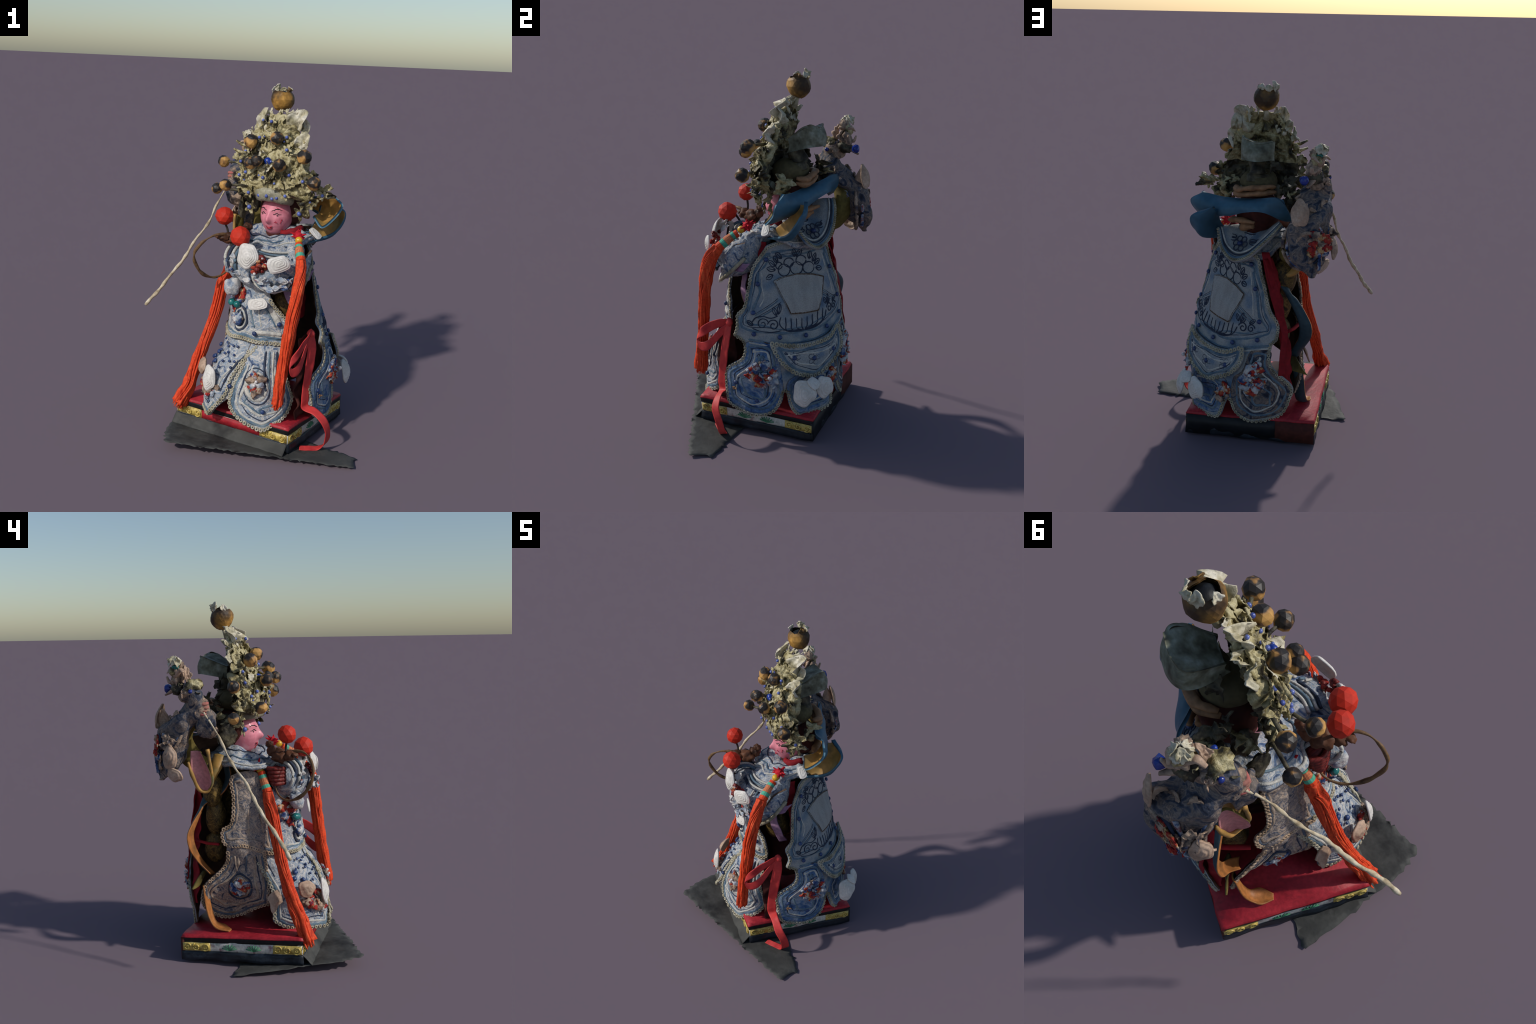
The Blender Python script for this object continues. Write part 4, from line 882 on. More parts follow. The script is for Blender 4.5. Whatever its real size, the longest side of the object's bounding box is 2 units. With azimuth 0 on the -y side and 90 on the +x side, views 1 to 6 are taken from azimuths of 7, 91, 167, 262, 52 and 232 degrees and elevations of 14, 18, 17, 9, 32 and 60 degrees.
# crumpled foil leaves over the front
rr = random.Random(5)
for k in range(48):
    z = 1.41+.40*rr.random(); hw, ca = np.interp(z, cz, chw), np.interp(z, cz, cca); a = ca+hw*(rr.random()*2-1)*1.05
    if z < 1.47 and abs(a) < .10: z += .09
    n = -BK+E1*(a-ca)/hw*.5+V(0, 0, .15+.5*rr.random())+V(*(rr.gauss(0, .3) for _ in range(3)))
    w = .055+.04*rr.random(); up = V(rr.gauss(0, .4), rr.gauss(0, .3), 1)
    v, f = foil(hf(a, cfront(a, z)-(.016+.014*rr.random())*(1 if z < 1.62 else .4), z), n, up, w, w*(.9+.5*rr.random()), rr.choice(("leaf", "rag", "disc", "rag")), k, bend=.25, crumple=.2, rings=5, seg=22)
    add("foil_leaf", v, f, "foil_pale" if rr.random() < .1 else "foil", crown)
for k in range(26):     # torn leaves behind
    z = 1.40+.36*rr.random(); hw, ca = np.interp(z, cz, chw), np.interp(z, cz, cca); a = ca+hw*(rr.random()*2-1)
    v, f = foil(hf(a, cback(a, z)+.004, z), BK+V(*(rr.gauss(0, .35) for _ in range(3))), V(rr.gauss(0, .5), 0, 1), .07, .06, "rag", k+200, bend=.2, crumple=.2, rings=4, seg=18)
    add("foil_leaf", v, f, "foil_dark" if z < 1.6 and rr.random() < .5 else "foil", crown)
# pale top leaves and leaves that make the outline: a, b, z, width, height, lean in a
for k, (a, b, z, w, h, la, m) in enumerate((
    (-.115, .015, 1.80, .07, .15, -.25, "foil_pale"), (.085, .03, 1.80, .10, .16, .45, "foil_pale"), (.05, .055, 1.835, .05, .09, .1, "foil_pale"), (-.04, .02, 1.79, .08, .13, 0, "foil"),
    (.125, .04, 1.775, .10, .06, 1.4, "foil_pale"), (.145, -.01, 1.69, .08, .12, .2, "foil_pale"), (-.15, .03, 1.755, .05, .10, -.5, "foil_pale"), (-.19, .01, 1.705, .09, .05, -1.2, "foil_pale"),
    (-.095, .045, 1.845, .045, .05, -.3, "foil_pale"), (-.03, .055, 1.85, .03, .05, .0, "foil_pale"), (.005, .055, 1.85, .025, .05, .2, "foil_pale"),
    (.30, -.045, 1.44, .08, .12, 1.2, "foil"), (.33, -.04, 1.42, .045, .10, 1.7, "foil_dark"), (.235, -.07, 1.385, .11, .10, 2.4, "foil"), (.215, -.06, 1.345, .09, .09, 2.8, "foil"),
    (-.22, -.05, 1.44, .09, .10, -1.4, "foil"), (-.205, -.04, 1.365, .08, .11, -2.6, "foil"), (-.22, -.05, 1.50, .08, .09, -1, "foil"), (-.225, -.03, 1.57, .07, .08, -1, "foil"),
    (.22, -.04, 1.50, .09, .10, 1.2, "foil"), (-.16, .09, 1.46, .07, .08, -1.4, "foil_dark"), (-.19, .07, 1.39, .06, .10, -2.4, "foil"), (-.15, .075, 1.35, .06, .09, -2.4, "foil_dark"), (.185, -.02, 1.33, .07, .12, 2.8, "foil"))):
    up = E1*math.sin(la)+V(0, 0, math.cos(la)); v, f = foil(hf(a, b, z), -BK+V(0, 0, .15)+E1*a, up, w, h, "disc" if k in (0, 1, 4, 5, 6) else ("rag" if k % 3 else "leaf"), k+60, bend=.5, crumple=.22); add("foil_leaf", v, f, m, crown)
# star flowers with blue beads
for k, (a, z) in enumerate(((-.098, 1.704), (.068, 1.717), (-.187, 1.618), (-.207, 1.559), (.084, 1.65), (-.144, 1.509), (-.196, 1.486), (-.012, 1.495), (.205, 1.489), (-.118, 1.395), (.117, 1.402), (.131, 1.519), (.226, 1.37), (-.04, 1.796), (.305, 1.416), (-.15, 1.298), (.17, 1.297))):
    b = cfront(a, z)-.042 if z > 1.32 else -.055; n = -BK+E1*a*1.5+V(0, 0, .1); w = .088 if k > 14 else (.074 if k == 7 else .064)
    if k == 14: b = -.06
    c = hf(a, b, z); v, f = foil(c, n, V(.15*(k % 3), 0, 1), w, w, "star", k, bend=.15, crumple=.12, seg=40, thick=.006); add("foil_flower", v, f, "foil", crown)
    v, f = blob(c+unit(n)*.006, .010 if w < .08 else .014, 2); add("blue_bead", v, f, "gem_blue", crown)
for a, z in ((-.0, 1.39), (.055, 1.382), (-.06, 1.385), (.03, 1.375)):
    v, f = blob(hf(a, -.142+abs(a)*.35, z), .010, 2, .3); add("blue_bead", v, f, "gem_blue", crown)
v, f = blob(V(.045, -.045, 1.578), (.022, .02, .025), 3); add("blue_bead", v, f, "gem_deep", crown)
for k in range(8):
    z = 1.42+.40*rr.random(); hw, ca = np.interp(z, cz, chw), np.interp(z, cz, cca); a = ca+hw*(rr.random()*2-1)
    v, f = blob(hf(a, cfront(a, z)-.03, z), .006+.003*rr.random(), 2, .2, 5, k); add("blue_bead", v, f, "gem_blue", crown)
# balls on stalks
for k, (c, r) in enumerate((((.316, -.171, 1.488), .040), ((.09, -.043, 1.712), .039), ((.254, -.136, 1.626), .042), ((-.062, .014, 1.68), .041), ((-.233, .127, 1.545), .036), ((.12, -.153, 1.575), .037),
                            ((-.048, -.077, 1.569), .037), ((-.012, -.09, 1.585), .034), ((-.269, .133, 1.382), .034), ((-.194, -.025, 1.429), .036))):
    c = V(*c); v, f = blob(V(0, 0, 0), r, 2, .1, 5, k); o = add("ball", v, f, "ball", crown, smooth=False); o.location = c; o.rotation_euler = (1.4+.5*math.sin(k*2.1), .5*math.cos(k*1.3), k*.9)
    inner = V(.09, .05, c[2]-.02); inner = inner+(c-inner)*.4; v, f = tube([c, (c+inner)/2+V(0, 0, .008), inner], .008, 6); add("ball_stalk", v, f, "foil_dark", crown)
for a, b in ((V(-.155, .077, 1.675), V(-.08, .05, 1.65)), (V(-.165, .05, 1.63), V(-.09, .03, 1.615)), (V(.36, -.09, 1.46), V(.28, -.08, 1.44))):
    v, f = tube([a, (a*.5+b*.5)+V(0, 0, -.008), b], [.006, .010, .007], 6); add("foil_stalk", v, f, "foil", crown)
# cloth hat behind the fan, rolled brim, stem and the upturned back leaf
v, f = blob(hf(0, .04, 1.46), (.10, .105, .07), 4, .06, 5, 2, (E1, BK, V(0, 0, 1))); add("hat", v, f, "hat_cloth", crown)
SC = [(tuple(np.array(l)-(0, .02, 0)), tuple(np.array(h_)-(0, .02, 0))) for l, h_ in [((-.055, .06, 1.575), (-.07, .075, 1.64)), ((-.10, .17, 1.595), (-.105, .18, 1.69)), ((-.09, .235, 1.605), (-.095, .22, 1.705)), ((-.02, .262, 1.60), (-.02, .235, 1.69)),
      ((.045, .25, 1.605), (.045, .235, 1.712)), ((.07, .19, 1.60), (.068, .19, 1.722)), ((.045, .06, 1.565), (.05, .07, 1.645))]]
sheet("back_leaf", [[hf(*lo), hf(*((np.array(lo)+np.array(hi))/2+np.array((0, .012, 0)))), hf(*hi)] for lo, hi in SC], BK, ("paddle", "paddle_dark"), crown, .012, n=50, m=14)
sheet("leaf_floor", [[hf(-.065, .06, 1.645), hf(-.01, .06, 1.65), hf(.045, .06, 1.65)], [hf(-.105, .16, 1.69), hf(-.015, .16, 1.69), hf(.068, .15, 1.715)], [hf(-.095, .205, 1.708), hf(-.02, .22, 1.698), hf(.05, .218, 1.715)]], V(0, 0, 1), ("paddle", "paddle_dark"), crown, .01, n=24, m=20)
for a_, b_, z_, s_, m_ in ((-.20, .15, 1.47, .12, "foil_dark"), (-.22, .15, 1.41, .11, "foil_dark"), (-.20, .17, 1.43, .10, "foil"), (-.20, .14, 1.36, .10, "foil_dark"), (-.205, .03, 1.34, .08, "foil"), (-.16, .12, 1.42, .08, "foil_dark"), (.19, .07, 1.44, .12, "foil"), (.17, .06, 1.38, .11, "foil")):
    v, f = foil(hf(a_, b_, z_), BK*.6+E1*(1 if a_ > 0 else -1)+V(0, 0, .4), V(.2, .3, 1), s_, s_*.8, "rag", int(z_*1000), bend=.4, crumple=.25); add("foil_leaf", v, f, m_, crown)
v, f = tube(smooth_path([hf(0, .09, 1.47), hf(0, .085, 1.53), hf(0, .07, 1.59)], 14), [.055, .045, .04], 14, 1.1, rough=.02, seed=3); add("leaf_stem", v, f, "foil_dark", crown)
for c, r in (((-.115, .155, 1.27), (.022, .05, .06)), ((-.035, .15, 1.32), (.03, .05, .06))):
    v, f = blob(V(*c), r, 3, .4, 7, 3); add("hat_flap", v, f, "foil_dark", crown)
v, f = foil(hf(-.09, .10, 1.56), BK+V(0, 0, .4)-E1, V(0, 0, 1), .08, .10, "rag", 9, bend=.4); add("foil_leaf", v, f, "foil_dark", crown)
# gourd finial with torn hollow top
G0 = V(.094, .151, 1.915); gv, gf = blob(V(0, 0, 0), .066, 3, .10, 5, 2); gf = [q for q in gf if not all(gv[k][2] > .040 and gv[k][0] < .03 for k in q)]
o = add("gourd_finial", gv+[p*.93 for p in gv], gf+[tuple(reversed([k+len(gv) for k in q])) for q in gf], "gourd", crown, smooth=False); o.location = G0
v, f = blob(G0-V(0, 0, .004), .055, 2); add("gourd_core", v, f, "lacquer_black", crown)
for k, (dx, dy, dz, w, h, m) in enumerate(((-.058, -.005, .052, .045, .045, "foil_pale"), (-.035, .045, .062, .05, .06, "foil_pale"), (.035, .035, .056, .05, .04, "foil_pale"), (.0, .055, .052, .055, .04, "foil_pale"), (.04, -.01, .054, .05, .035, "gourd"))):
    v, f = foil(G0+V(dx, dy, dz), V(dx, dy, .01), V(dx*8, dy*8, 1), w, h, "leaf", k+90, bend=.3, crumple=.15); add("torn_petal", v, f, m, crown)
v, f = tube([G0+V(0, -.005, -.055), V(.09, .14, 1.84), V(.088, .12, 1.80)], [.010, .010, .016], 8, rough=.006); add("finial_stem", v, f, "foil_pale", crown)

# ---- tassels -------------------------------------------------------------
def tassel(path, band_pts, knot, bead, seed, rads, flat):
    t = empty("tassel"); rr = random.Random(seed); S = 40
    g = [1+.13*math.sin(k*.95+seed)+.13*math.sin(k*2.2+seed*2)+.16*(rr.random()-.5) for k in range(S)]
    P = smooth_path(path, 60); v, f = tube(P, rads, S, flat, rough=.007, seed=seed, ridges=lambda k, u: 1+(g[k]-1)*(.55+1.1*u))
    add("skein", v, f, "tassel_orange", t)
    e = P[-1]; d = unit(P[-1]-P[-6])
    for k in range(22):      # loose strands running down the skein
        a = 6.283*k/22+rr.random()*.2; i0, i1 = int(4+20*rr.random()), int(40+20*rr.random()); line_ = []
        for i in range(i0, min(i1, 60), 3):
            tt = unit(P[min(i+1, 59)]-P[max(i-1, 0)]); s_ = unit(np.cross(tt, V(0, 0, 1)) if abs(tt[2]) < .99 else V(1, 0, 0)); w_ = np.cross(s_, tt); aa = a+.25*math.sin(i*.13+k)
            q = np.interp(i/59, np.linspace(0, 1, len(rads)), rads)*1.02; line_.append(P[i]+s_*math.cos(aa)*q+w_*math.sin(aa)*q*flat)
        v, f = tube(line_, [.002, .0042, .0042, .002], 5); add("strand", v, f, "tassel_orange", t)
    for k in range(26):
        a = rr.random()*6.28; q = rr.random()**.5; s, w, _ = basis(d, V(0, 1, 0)); r0 = rads[-1]
        c = e+s*math.cos(a)*q*r0*.9+w*math.sin(a)*q*r0*.9*flat; c0 = c-d*.06; c1 = c+d*(.005+.03*rr.random())+s*rr.gauss(0, .006)
        v, f = tube([c0, c, c1], [.008, .007, .003], 6, .5); add("strand", v, f, "tassel_orange", t)
    B = smooth_path(band_pts, 13)
    for i, m in ((0, "tassel_orange"), (2, "band_green"), (4, "band_salmon"), (6, "band_salmon"), (8, "band_green"), (10, "tassel_orange")):
        r = .021+.0006*i; v, f = tube(B[i:i+3], r, 14, rough=.003, seed=i); add("band", v, f, m, t, smooth=False)
    v, f = blob(V(*bead), .021, 3); add("gold_bead", v, f, "gold_bead", t)
    kb = Bag(); kb.put(*blob(V(*knot), .027, 2, .4, 8, seed))
    for k in range(14):
        d = unit(V(rr.gauss(0, 1), rr.gauss(0, 1), rr.gauss(0, 1))); kb.put(*tube([V(*knot)+d*.012, V(*knot)+d*(.038+.014*rr.random())], [.012, .002], 5))
    kb.make("knot", "knot_red", t, smooth=False); return t
tassel([(.279, -.325, 1.082), (.284, -.36, 1.04), (.281, -.385, .98), (.266, -.412, .862), (.246, -.428, .712), (.226, -.445, .554), (.212, -.462, .421), (.205, -.478, .315)],
       [(.256, -.215, 1.155), (.264, -.265, 1.125), (.279, -.325, 1.082)], (.245, -.158, 1.19), (.253, -.195, 1.172), 3, [.026, .028, .028, .0265, .026, .024, .023, .024], 1.25)
tassel([(-.150, -.062, .955), (-.165, -.068, .90), (-.180, -.075, .863), (-.219, -.108, .662), (-.274, -.138, .493), (-.320, -.179, .344), (-.348, -.215, .248), (-.39, -.242, .165)],
       [(-.105, -.035, 1.065), (-.125, -.048, 1.01), (-.150, -.062, .955)], (-.088, -.018, 1.10), (-.10, -.028, 1.075), 9, [.027, .03, .03, .027, .027, .029, .032, .036], 1.15)

# ---- raised arm with padded sleeve, fist and ornament --------------------
ra = empty("arm")
rows = smooth_rows([(1.035, -.075, .512, .012, .010, .1), (1.065, -.075, .50, .05, .022, .5), (1.10, -.075, .485, .095, .04, .53), (1.14, -.075, .47, .122, .055, .53), (1.20, -.072, .458, .132, .065, .53), (1.29, -.075, .448, .128, .068, .53), (1.34, -.09, .405, .108, .085, .4), (1.39, -.125, .345, .095, .095, .2), (1.44, -.142, .32, .082, .06, .2), (1.49, -.155, .32, .062, .055, .2), (1.53, -.15, .335, .048, .048, .1), (1.565, -.14, .36, .02, .02, 0)], 60)
v, f = loft(ell_rings(rows, 72, amp=.026, seed=8, freq=10)); add("sleeve", v, f, "cloth_sleeve", ra)
sb = Bag(); cc = V(-.045, .53, 1.20); s, u, o = basis(V(.05, 1, 0))
for r, i, dd in ((.125, 0, -.07), (.108, 1, -.035), (.09, 2, -.015), (.07, 0, 0)):
    sb.put(*tube([cc+s*math.cos(a)*r*.9+u*math.sin(a)*r*1.1+o*dd for a in np.linspace(0, 2*math.pi, 40)], .010, 6, rough=.006), i)
for k in range(8):
    a = k*.8; sb.put(*tube(smooth_path([V(-.175+.01*k, .36+.02*k, 1.38-.02*k), V(-.19+.012*k, .40+.02*k, 1.30-.02*k), V(-.19+.012*k, .45+.012*k, 1.22-.02*k)], 12), .010, 6, rough=.006), k % 3)
sb.make("embroidery", ("scrap_tan", "scrap_blue", "cord_navy"), ra, kind="stuff")
cb = {m: Bag() for m in ("scrap_red", "patch_gold", "scrap_blue", "silver_bead", "scrap_tan")}; rr = random.Random(31)
for k in range(34):
    c = V(-.10+rr.uniform(-.05, .05), .532+rr.gauss(0, .008), 1.21+rr.uniform(-.06, .06)); m = rr.choices(list(cb), (6, 2, 4, 1, 4))[0]
    cb[m].put(*blob(c, (.022, .008, .018) if m != "silver_bead" else .009, 3, .6, 7, k))
for k in range(16):
    t = rr.random()*6.28; z = 1.10+.33*rr.random(); q = [x for x in rows if x[0] <= z][-1]; m = rr.choices(list(cb), (1, 0, 3, 0, 7))[0]
    cb[m].put(*foil(V(q[1]+q[3]*math.cos(t), q[2]+q[4]*math.sin(t), z), (math.cos(t)+rr.gauss(0, .3), math.sin(t)+rr.gauss(0, .3), rr.gauss(0, .4)), V(rr.gauss(0, .4), 0, 1), .06, .05, "leaf", k, .006, .2, .2, 4, 16))
for m, b in cb.items():
    if b.v: b.make("padded_scrap", m, ra, kind="stuff")
v, f = blob(V(-.185, .275, 1.355), (.05, .06, .075), 3, .3, 7, 4); add("cuff", v, f, "cloth_sleeve", ra)
v, f = blob(V(-.165, .245, 1.31), (.04, .035, .04), 3, .35, 7, 6); add("cuff", v, f, "scrap_tan", ra)
for c, n, up, w, h, m in (((-.005, .515, 1.375), (.5, .9, .2), (.1, .1, 1), .095, .14, "shell_tan"), ((-.03, .49, 1.36), (.9, -.2, .2), (.1, .1, 1), .06, .12, "shell_tan"), ((-.205, .475, 1.175), (-.85, .5, .1), (.1, 0, 1), .085, .125, "shell_tan"), ((-.16, .45, 1.07), (-.6, .5, -.4), (0, .4, 1), .10, .09, "shell_tan")):
    v, f = shell_plate(V(*c), n, V(*up), w, h, 3, dome=.3, ridges=2); add("shell_plate", v, f, m, ra)
# sleeve mouth: pink lining with gilt rim, olive under-sleeve
Pm = smooth_path([V(-.15, .33, 1.20), V(-.15, .312, 1.12), V(-.145, .295, 1.04), V(-.135, .285, .975)], 30)
ribbon("sleeve_lining", Pm, [V(.02, .05, .0)*q for q in (.5, .8, 1.0, .9, .25)], ("pink_cloth", "olive_cloth"), ra, .012, n=40, cup=.5, m=12)
v, f = tube(smooth_path([V(-.175, .27, 1.21), V(-.175, .255, 1.12), V(-.155, .245, 1.03), V(-.138, .27, .972), V(-.14, .315, .985), V(-.15, .35, 1.06), V(-.15, .375, 1.14)], 40), .010, 8, rough=.004); add("sleeve_rim", v, f, "sash_yellow", ra)
v, f = loft(sleeve([(-.01, .27, 1.09), (-.01, .33, 1.13), (-.02, .375, 1.19), (-.05, .39, 1.28), (-.12, .34, 1.38)], [.045, .05, .055, .05, .04], [.045, .055, .06, .05, .04], [.045, .05, .05, .05, .04], seed=6, amp=.01)); add("under_sleeve", v, f, "olive_cloth", ra)
rhand = empty("hand")
v, f = blob(V(-.19, .295, 1.435), (.042, .045, .055), 3, .15, 6, 2); add("fist", v, f, "scrap_tan", rhand)
for k in range(4):
    v, f = tube(smooth_path([V(-.185, .262, 1.462-.018*k), V(-.222, .275, 1.458-.018*k), V(-.215, .31, 1.456-.018*k)], 8), .009, 8, rough=.006, seed=k); add("finger", v, f, "fist_pink", rhand)
orn = empty("hand_ornament")
for k, (c, r, m) in enumerate((((-.14, .35, 1.51), (.06, .055, .045), "scrap_tan"), ((-.16, .33, 1.555), (.045, .045, .035), "foil"), ((-.10, .41, 1.535), (.045, .04, .035), "foil_dark"), ((-.095, .42, 1.58), (.035, .032, .045), "scrap_tan"), ((-.11, .425, 1.63), (.03, .03, .035), "foil"), ((-.105, .405, 1.66), (.026, .026, .03), "scrap_tan"))):
    v, f = blob(V(*c), r, 3, .5, 8, k); add("ornament_lump", v, f, m, orn)
for k, (a, b, c) in enumerate((((-.12, .42, 1.60), (-.09, .44, 1.645), (-.11, .47, 1.62)), ((-.12, .42, 1.60), (-.16, .40, 1.64), (-.19, .39, 1.625)), ((-.11, .43, 1.58), (-.08, .455, 1.57), (-.07, .47, 1.60)), ((-.12, .41, 1.56), (-.08, .45, 1.52), (-.05, .48, 1.50)), ((-.125, .425, 1.62), (-.13, .43, 1.66), (-.131, .43, 1.69)))):
    v, f = tube(smooth_path([V(*a), V(*b), V(*c)], 10), [.020, .016, .009], 7, .6, rough=.006, seed=k); add("ornament_twig", v, f, "shell_tan", orn)
v, f = blob(V(-.038, .464, 1.532), (.026, .024, .024), 2, .25, 5, 2); add("blue_bead", v, f, "gem_deep", orn, smooth=False)
v, f = blob(V(-.125, .425, 1.655), (.022, .022, .016), 2, .25); add("blue_bead", v, f, "gem_teal", orn, smooth=False)
for c, n, w, h in (((-.145, .365, 1.61), (-.9, -.3, .1), .045, .11), ((-.11, .385, 1.60), (-.3, -.9, .1), .05, .10), ((-.12, .40, 1.645), (-.5, -.7, .2), .06, .06)):
    v, f = foil(V(*c), n, V(.1, .1, 1), w, h, "leaf", int(h*999), thick=.008, bend=.3); add("ornament_twig", v, f, "shell_tan", orn)
for k in range(7):
    a = k*.9; v, f = foil(V(-.131+.025*math.cos(a), .43+.025*math.sin(a), 1.682+.008*(k % 2)), (math.cos(a), math.sin(a), .5), V(math.cos(a), math.sin(a), 1.5), .05, .058, "leaf", k); add("paper_petal", v, f, "foil_pale", orn)
for k in range(12):
    c = V(-.15+rr.gauss(0, .03), .36+rr.gauss(0, .03), 1.52+rr.gauss(0, .02)); v, f = foil(c, (rr.gauss(0, 1), rr.gauss(0, 1), .6), V(0, 0, 1), .05, .05, "rag", k+300, bend=.4, crumple=.3); add("foil_leaf", v, f, ("foil", "shell_tan", "foil_dark")[k % 3], orn)
for k in range(5): v, f = blob(V(-.15+rr.gauss(0, .03), .37+rr.gauss(0, .03), 1.525), .012, 2, .2); add("blue_bead", v, f, "gem_deep", orn)
# white rod
rod = empty("rod"); a, b = V(-.225, .285, 1.415), V(-.632, -.105, .697)
pp = [a+(b-a)*t+V(.004*math.sin(t*23), .004*math.cos(t*19), .005*math.sin(t*15)-.012*math.sin(t*3.1))+V(.036*math.sin(math.pi*t**.8), 0, 0) for t in np.linspace(0, 1, 60)]
v, f = tube(pp, [.004, .005, .007, .007, .009, .008, .010, .008, .010, .009], 9, rough=.007, seed=4); add("rod_shaft", v, f, "wood_pale", rod)

# ---- blue floating sash: slim band, a trumpet fold and an outer cup -------
bs = empty("floating_sash")
OUT = V(.7, .6, .1)
# band from the raised sleeve behind the neck, opening into a scooped trumpet; rows run from the lower to the upper edge
sheet("sash_band", [[V(-.015, .335, 1.29), V(.0, .348, 1.32), V(.012, .357, 1.345), V(.03, .362, 1.375), V(.05, .358, 1.405)],
                    [V(.03, .30, 1.285), V(.045, .325, 1.31), V(.06, .345, 1.34), V(.075, .348, 1.38), V(.085, .325, 1.42)],
                    [V(.14, .305, 1.335), V(.148, .30, 1.35), V(.15, .29, 1.37), V(.15, .272, 1.388), V(.14, .245, 1.398)],
                    [V(.226, .235, 1.322), V(.24, .225, 1.34), V(.24, .212, 1.36), V(.225, .19, 1.377), V(.20, .165, 1.383)],
                    [V(.295, .15, 1.285), V(.325, .15, 1.295), V(.345, .145, 1.325), V(.335, .12, 1.36), V(.30, .09, 1.378)],
                    [V(.335, .045, 1.28), V(.375, .03, 1.25), V(.43, .05, 1.295), V(.445, .05, 1.355), V(.39, .055, 1.395)],
                    [V(.312, -.02, 1.275), V(.372, -.062, 1.222), V(.45, -.02, 1.285), V(.48, .0, 1.352), V(.42, .045, 1.398)]], OUT, ("sash_blue", "sash_yellow"), bs, m=36, n=60)
# outer cup below and behind it
sheet("sash_cup", [[V(.345, .13, 1.325), V(.33, .08, 1.25), V(.29, .01, 1.185), V(.265, -.025, 1.14)],
                   [V(.365, .16, 1.32), V(.395, .13, 1.245), V(.345, .045, 1.15), V(.27, -.035, 1.122)],
                   [V(.385, .17, 1.345), V(.45, .155, 1.28), V(.43, .075, 1.155), V(.285, -.05, 1.12)],
                   [V(.372, .15, 1.345), V(.497, .128, 1.288), V(.45, .045, 1.178), V(.283, -.055, 1.125)]], V(.5, .7, -.6), ("sash_blue", "sash_yellow"), bs)

# ---- plinth and tape -----------------------------------------------------
base = empty("plinth")
B4 = [V(.275, -.483, .035), V(.543, .148, .010), V(-.14, .434, .014), V(-.41, -.205, .045)]; T4 = [V(.272, -.487, .180), V(.541, .156, .143), V(-.14, .438, .155), V(-.413, -.206, .191)]
cen = sum(B4)/4
def slab(t0, t1, grow0, grow1, seed=0, amp=.004, n=26):
    rows = []
    for j, (t, g) in enumerate(((t0, grow0), ((t0*2+t1)/3, grow0*.67+grow1*.33), ((t0+2*t1)/3, grow0*.33+grow1*.67), (t1, grow1))):
        r = []
        for k in range(4):
            for i in range(n):
                u = i/n; b = B4[k]*(1-u)+B4[(k+1) % 4]*u; tp = T4[k]*(1-u)+T4[(k+1) % 4]*u; P = b+(tp-b)*t; c = P-cen; c[2] = 0
                P = P+c/np.linalg.norm(c)*g; r.append(P+c/np.linalg.norm(c)*amp*nz(P, 14, seed)+V(0, 0, amp*.8*nz(P, 9, seed+3)))
        rows.append(r)
    return loft(rows)
v, f = slab(0, .36, .004, -.002, 1, .009); add("plinth_foot", v, f, "lacquer_blue", base)
v, f = slab(.34, .74, -.004, -.004, 2, .002); add("plinth_frieze", v, f, "frieze_white", base)
v, f = slab(.72, .93, -.002, 0, 3, .003); add("plinth_edge", v, f, "lacquer_black", base)
v, f = slab(.925, 1.03, .004, -.006, 4, .005); add("plinth_top", v, f, "lacquer_red", base)
# the front and back faces are lacquered over; gilt scrolls at the corners of the sides
def onside(k, u, t, g=0.0):
    b = B4[k]*(1-u)+B4[(k+1) % 4]*u; tp = T4[k]*(1-u)+T4[(k+1) % 4]*u; P = b+(tp-b)*t
    n = unit(np.cross(B4[(k+1) % 4]-B4[k], T4[k]-B4[k])); return P+n*g
def side_plate(name, k, u0, u1, t0, t1, g, mat, thick=.01):
    nu = max(2, int((u1-u0)*40)); v = []; f = []
    for layer in (g, g-thick):
        for i in range(nu+1):
            for t in (t0, t1): v.append(onside(k, u0+(u1-u0)*i/nu, t, layer+.003*nz(onside(k, u0+(u1-u0)*i/nu, t), 16, 2)))
    N = 2*(nu+1)
    for i in range(nu):
        a = 2*i; f += [(a, a+2, a+3, a+1), (a+N, a+1+N, a+3+N, a+2+N), (a, a+N, a+2+N, a+2), (a+1, a+3, a+3+N, a+1+N)]
    f += [(0, 1, 1+N, N), (N-2, N-2+N, N-1+N, N-1)]
    return add(name, v, f, mat, base)
for k in (0, 1, 2, 3):
    if k == 1: side_plate("lacquer_panel", 1, .0, .70, .02, .92, .004, "lacquer_black", .02); side_plate("lacquer_panel", 1, .701, 1.0, .02, .92, .004, "maroon_cloth", .02); continue
    for u0, u1 in ((.01, .24), (.76, .99)):
        side_plate("gilt_panel", k, u0, u1, .38, .71, .001, "gilt")
        for j in range(3):
            u = u0+(u1-u0)*(j+.5)/3; L = np.linalg.norm(B4[(k+1) % 4]-B4[k]); h = .137
            pts = [onside(k, u+.022*(1-q*.8)*math.cos(q*9+j*2)/L, .545+.022*(1-q*.8)*math.sin(q*9+j*2)/h, .003) for q in np.linspace(0, 1, 22)]
            v, f = tube(pts, .0045, 6); add("gilt_scroll", v, f, "gilt", base)
    if k == 3: side_plate("lacquer_panel", 3, .24, .76, .38, .71, .001, "lacquer_red")
    else:
        fb = Bag()
        for c in (.40, .60):
            for j in range(7):
                a = math.pi*(.12+.76*j/6); L = np.linalg.norm(B4[(k+1) % 4]-B4[k]); fb.put(*tube([onside(k, c, .42, -.001), onside(k, c+.045*math.cos(a)/L, .42+.034*math.sin(a)/.137, -.001)], [.002, .004], 5))
        fb.make("painted_fan", "frieze_green", base, kind="stuff")
tp = empty("tape_sheet")
def tz(x, y): return .0085-.047*x-.079*y-.004
rr = random.Random(12)
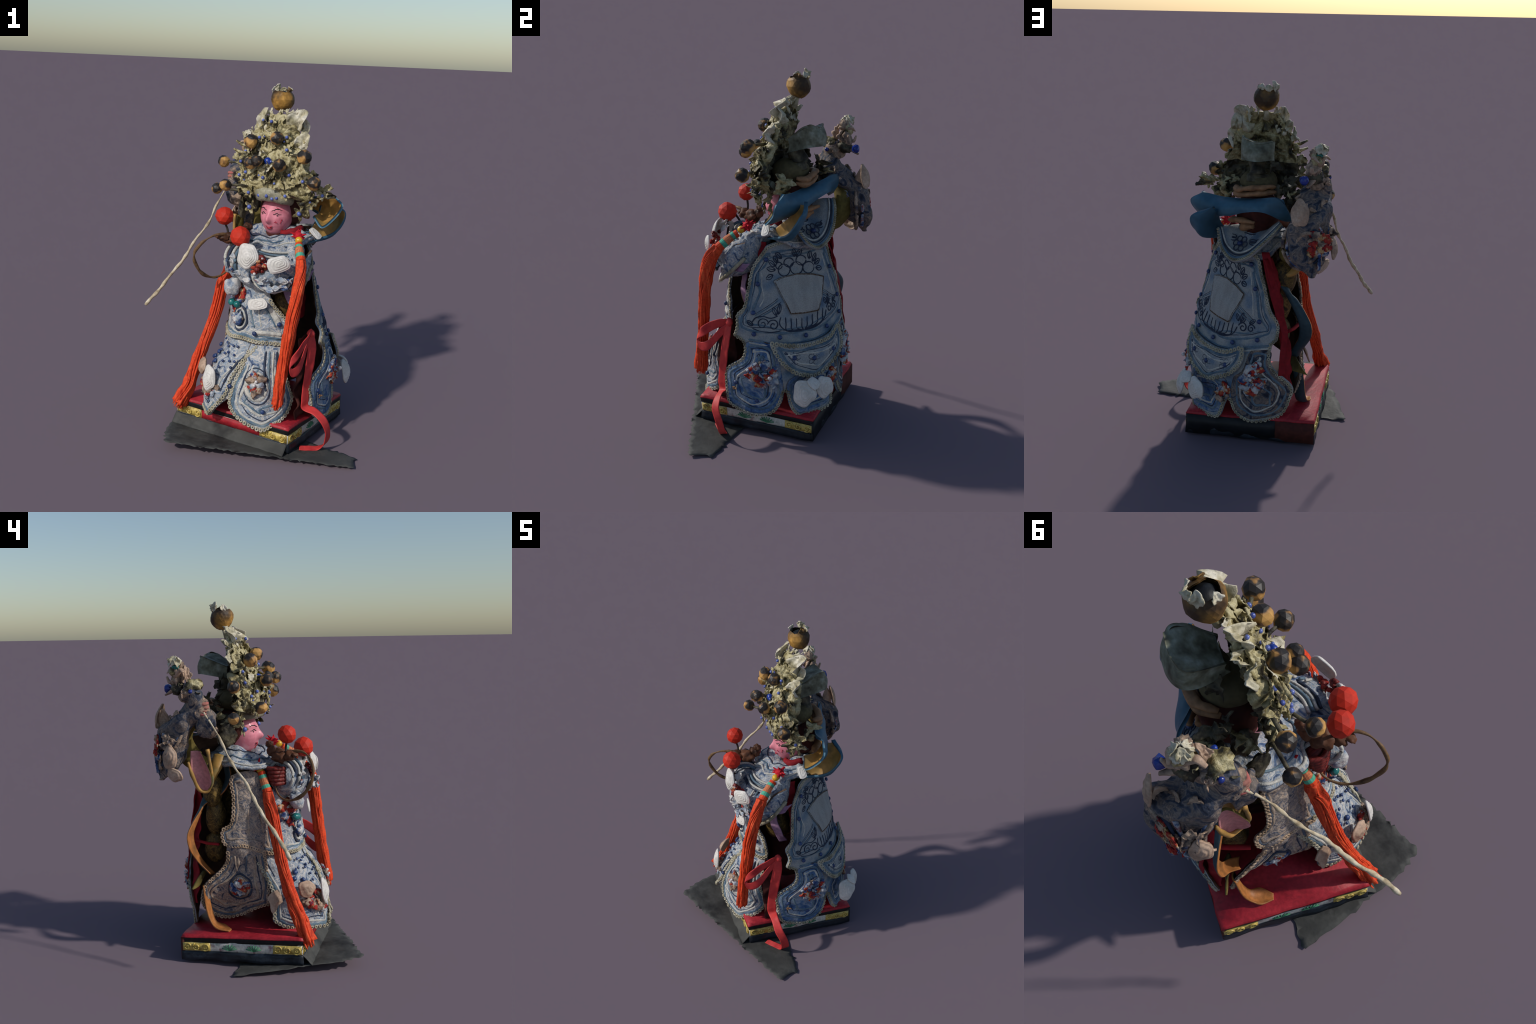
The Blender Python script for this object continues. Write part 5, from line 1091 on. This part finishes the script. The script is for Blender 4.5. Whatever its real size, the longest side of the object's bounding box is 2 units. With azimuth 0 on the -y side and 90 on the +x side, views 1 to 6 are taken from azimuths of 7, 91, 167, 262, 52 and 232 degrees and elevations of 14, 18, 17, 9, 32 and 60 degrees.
def jag(a, b, n, amp):
    out = []; d = V(b[0]-a[0], b[1]-a[1]); L = np.linalg.norm(d); nn = V(-d[1], d[0])/L
    for i in range(n):
        t = (i+.6*rr.random())/n; out.append(np.array(a)+d*t+nn*amp*(rr.random()-.5)*2*(1 if 0 < i else 0))
    return out
pl = jag((-.395, -.55), (.636, -.54), 70, .009)+jag((.638, -.54), (.65, -.40), 8, .012)+jag((.645, -.395), (.47, -.31), 12, .018)+jag((.45, -.30), (-.10, .05), 3, 0)+jag((-.20, .10), (-.413, .19), 8, .01)+jag((-.413, .188), (-.425, -.05), 8, .012)+jag((-.425, -.07), (-.43, -.40), 16, .012)+jag((-.435, -.42), (-.40, -.54), 8, .012)
poly = np.array(pl)
class Flat:
    def P(self, p, q, off=0.0): return V(p, q, max(.004, tz(p, q)+off))
    def Nrm(self, p, q): return V(.047, .079, 1)/np.linalg.norm(V(.047, .079, 1))
cloth("tape_sheet", Flat(), poly, ("tape", "tape"), tp, off=0, thick=.003, res=.022, relief=lambda p, q, P: .006*nz(P, 9, 2)+.003*nz(P, 25, 3))
# apron of tape pressed up against the plinth front
ribbon("tape_apron", [onside(3, u, .22, .018) for u in np.linspace(.0, .99, 8)], [V(-.012, -.03, -.03)]*8, ("tape", "lacquer_black"), tp, .004, rough=.008)

# ---- hierarchy: the main mesh of each part carries the part's name, its pieces hang below it ----
MAIN = {"back_robe": "robe_cloth", "half_moon_flap": "flap_cloth", "front_skirt": "skirt_cloth", "side_skirt": "skirt_cloth", "tunic": "tunic_cloth", "torso": "under_tunic",
        "red_sash": "sash_tail", "curling_sash": "sash_band", "arm": "sleeve", "hand": ("palm", "fist"), "hoop": "hoop_ring", "beast": "beast_lump", "collar": "collar_cloth", "head": "face",
        "crown": "crown_frame", "tassel": "skein", "hand_ornament": "ornament_lump", "rod": "rod_shaft", "floating_sash": "sash_band", "plinth": "plinth_top", "tape_sheet": "tape_sheet"}
for e in [o for o in ROOT.children if o.type == "EMPTY"]:
    part = e.name.split(".")[0]; want = MAIN[part]; kids = list(e.children)
    main = next(k for k in kids if k.name.split(".")[0] in (want if isinstance(want, tuple) else (want,)))
    main.parent = ROOT
    for k in kids:
        if k is not main: k.parent = main
    bpy.data.objects.remove(e); main.name = part
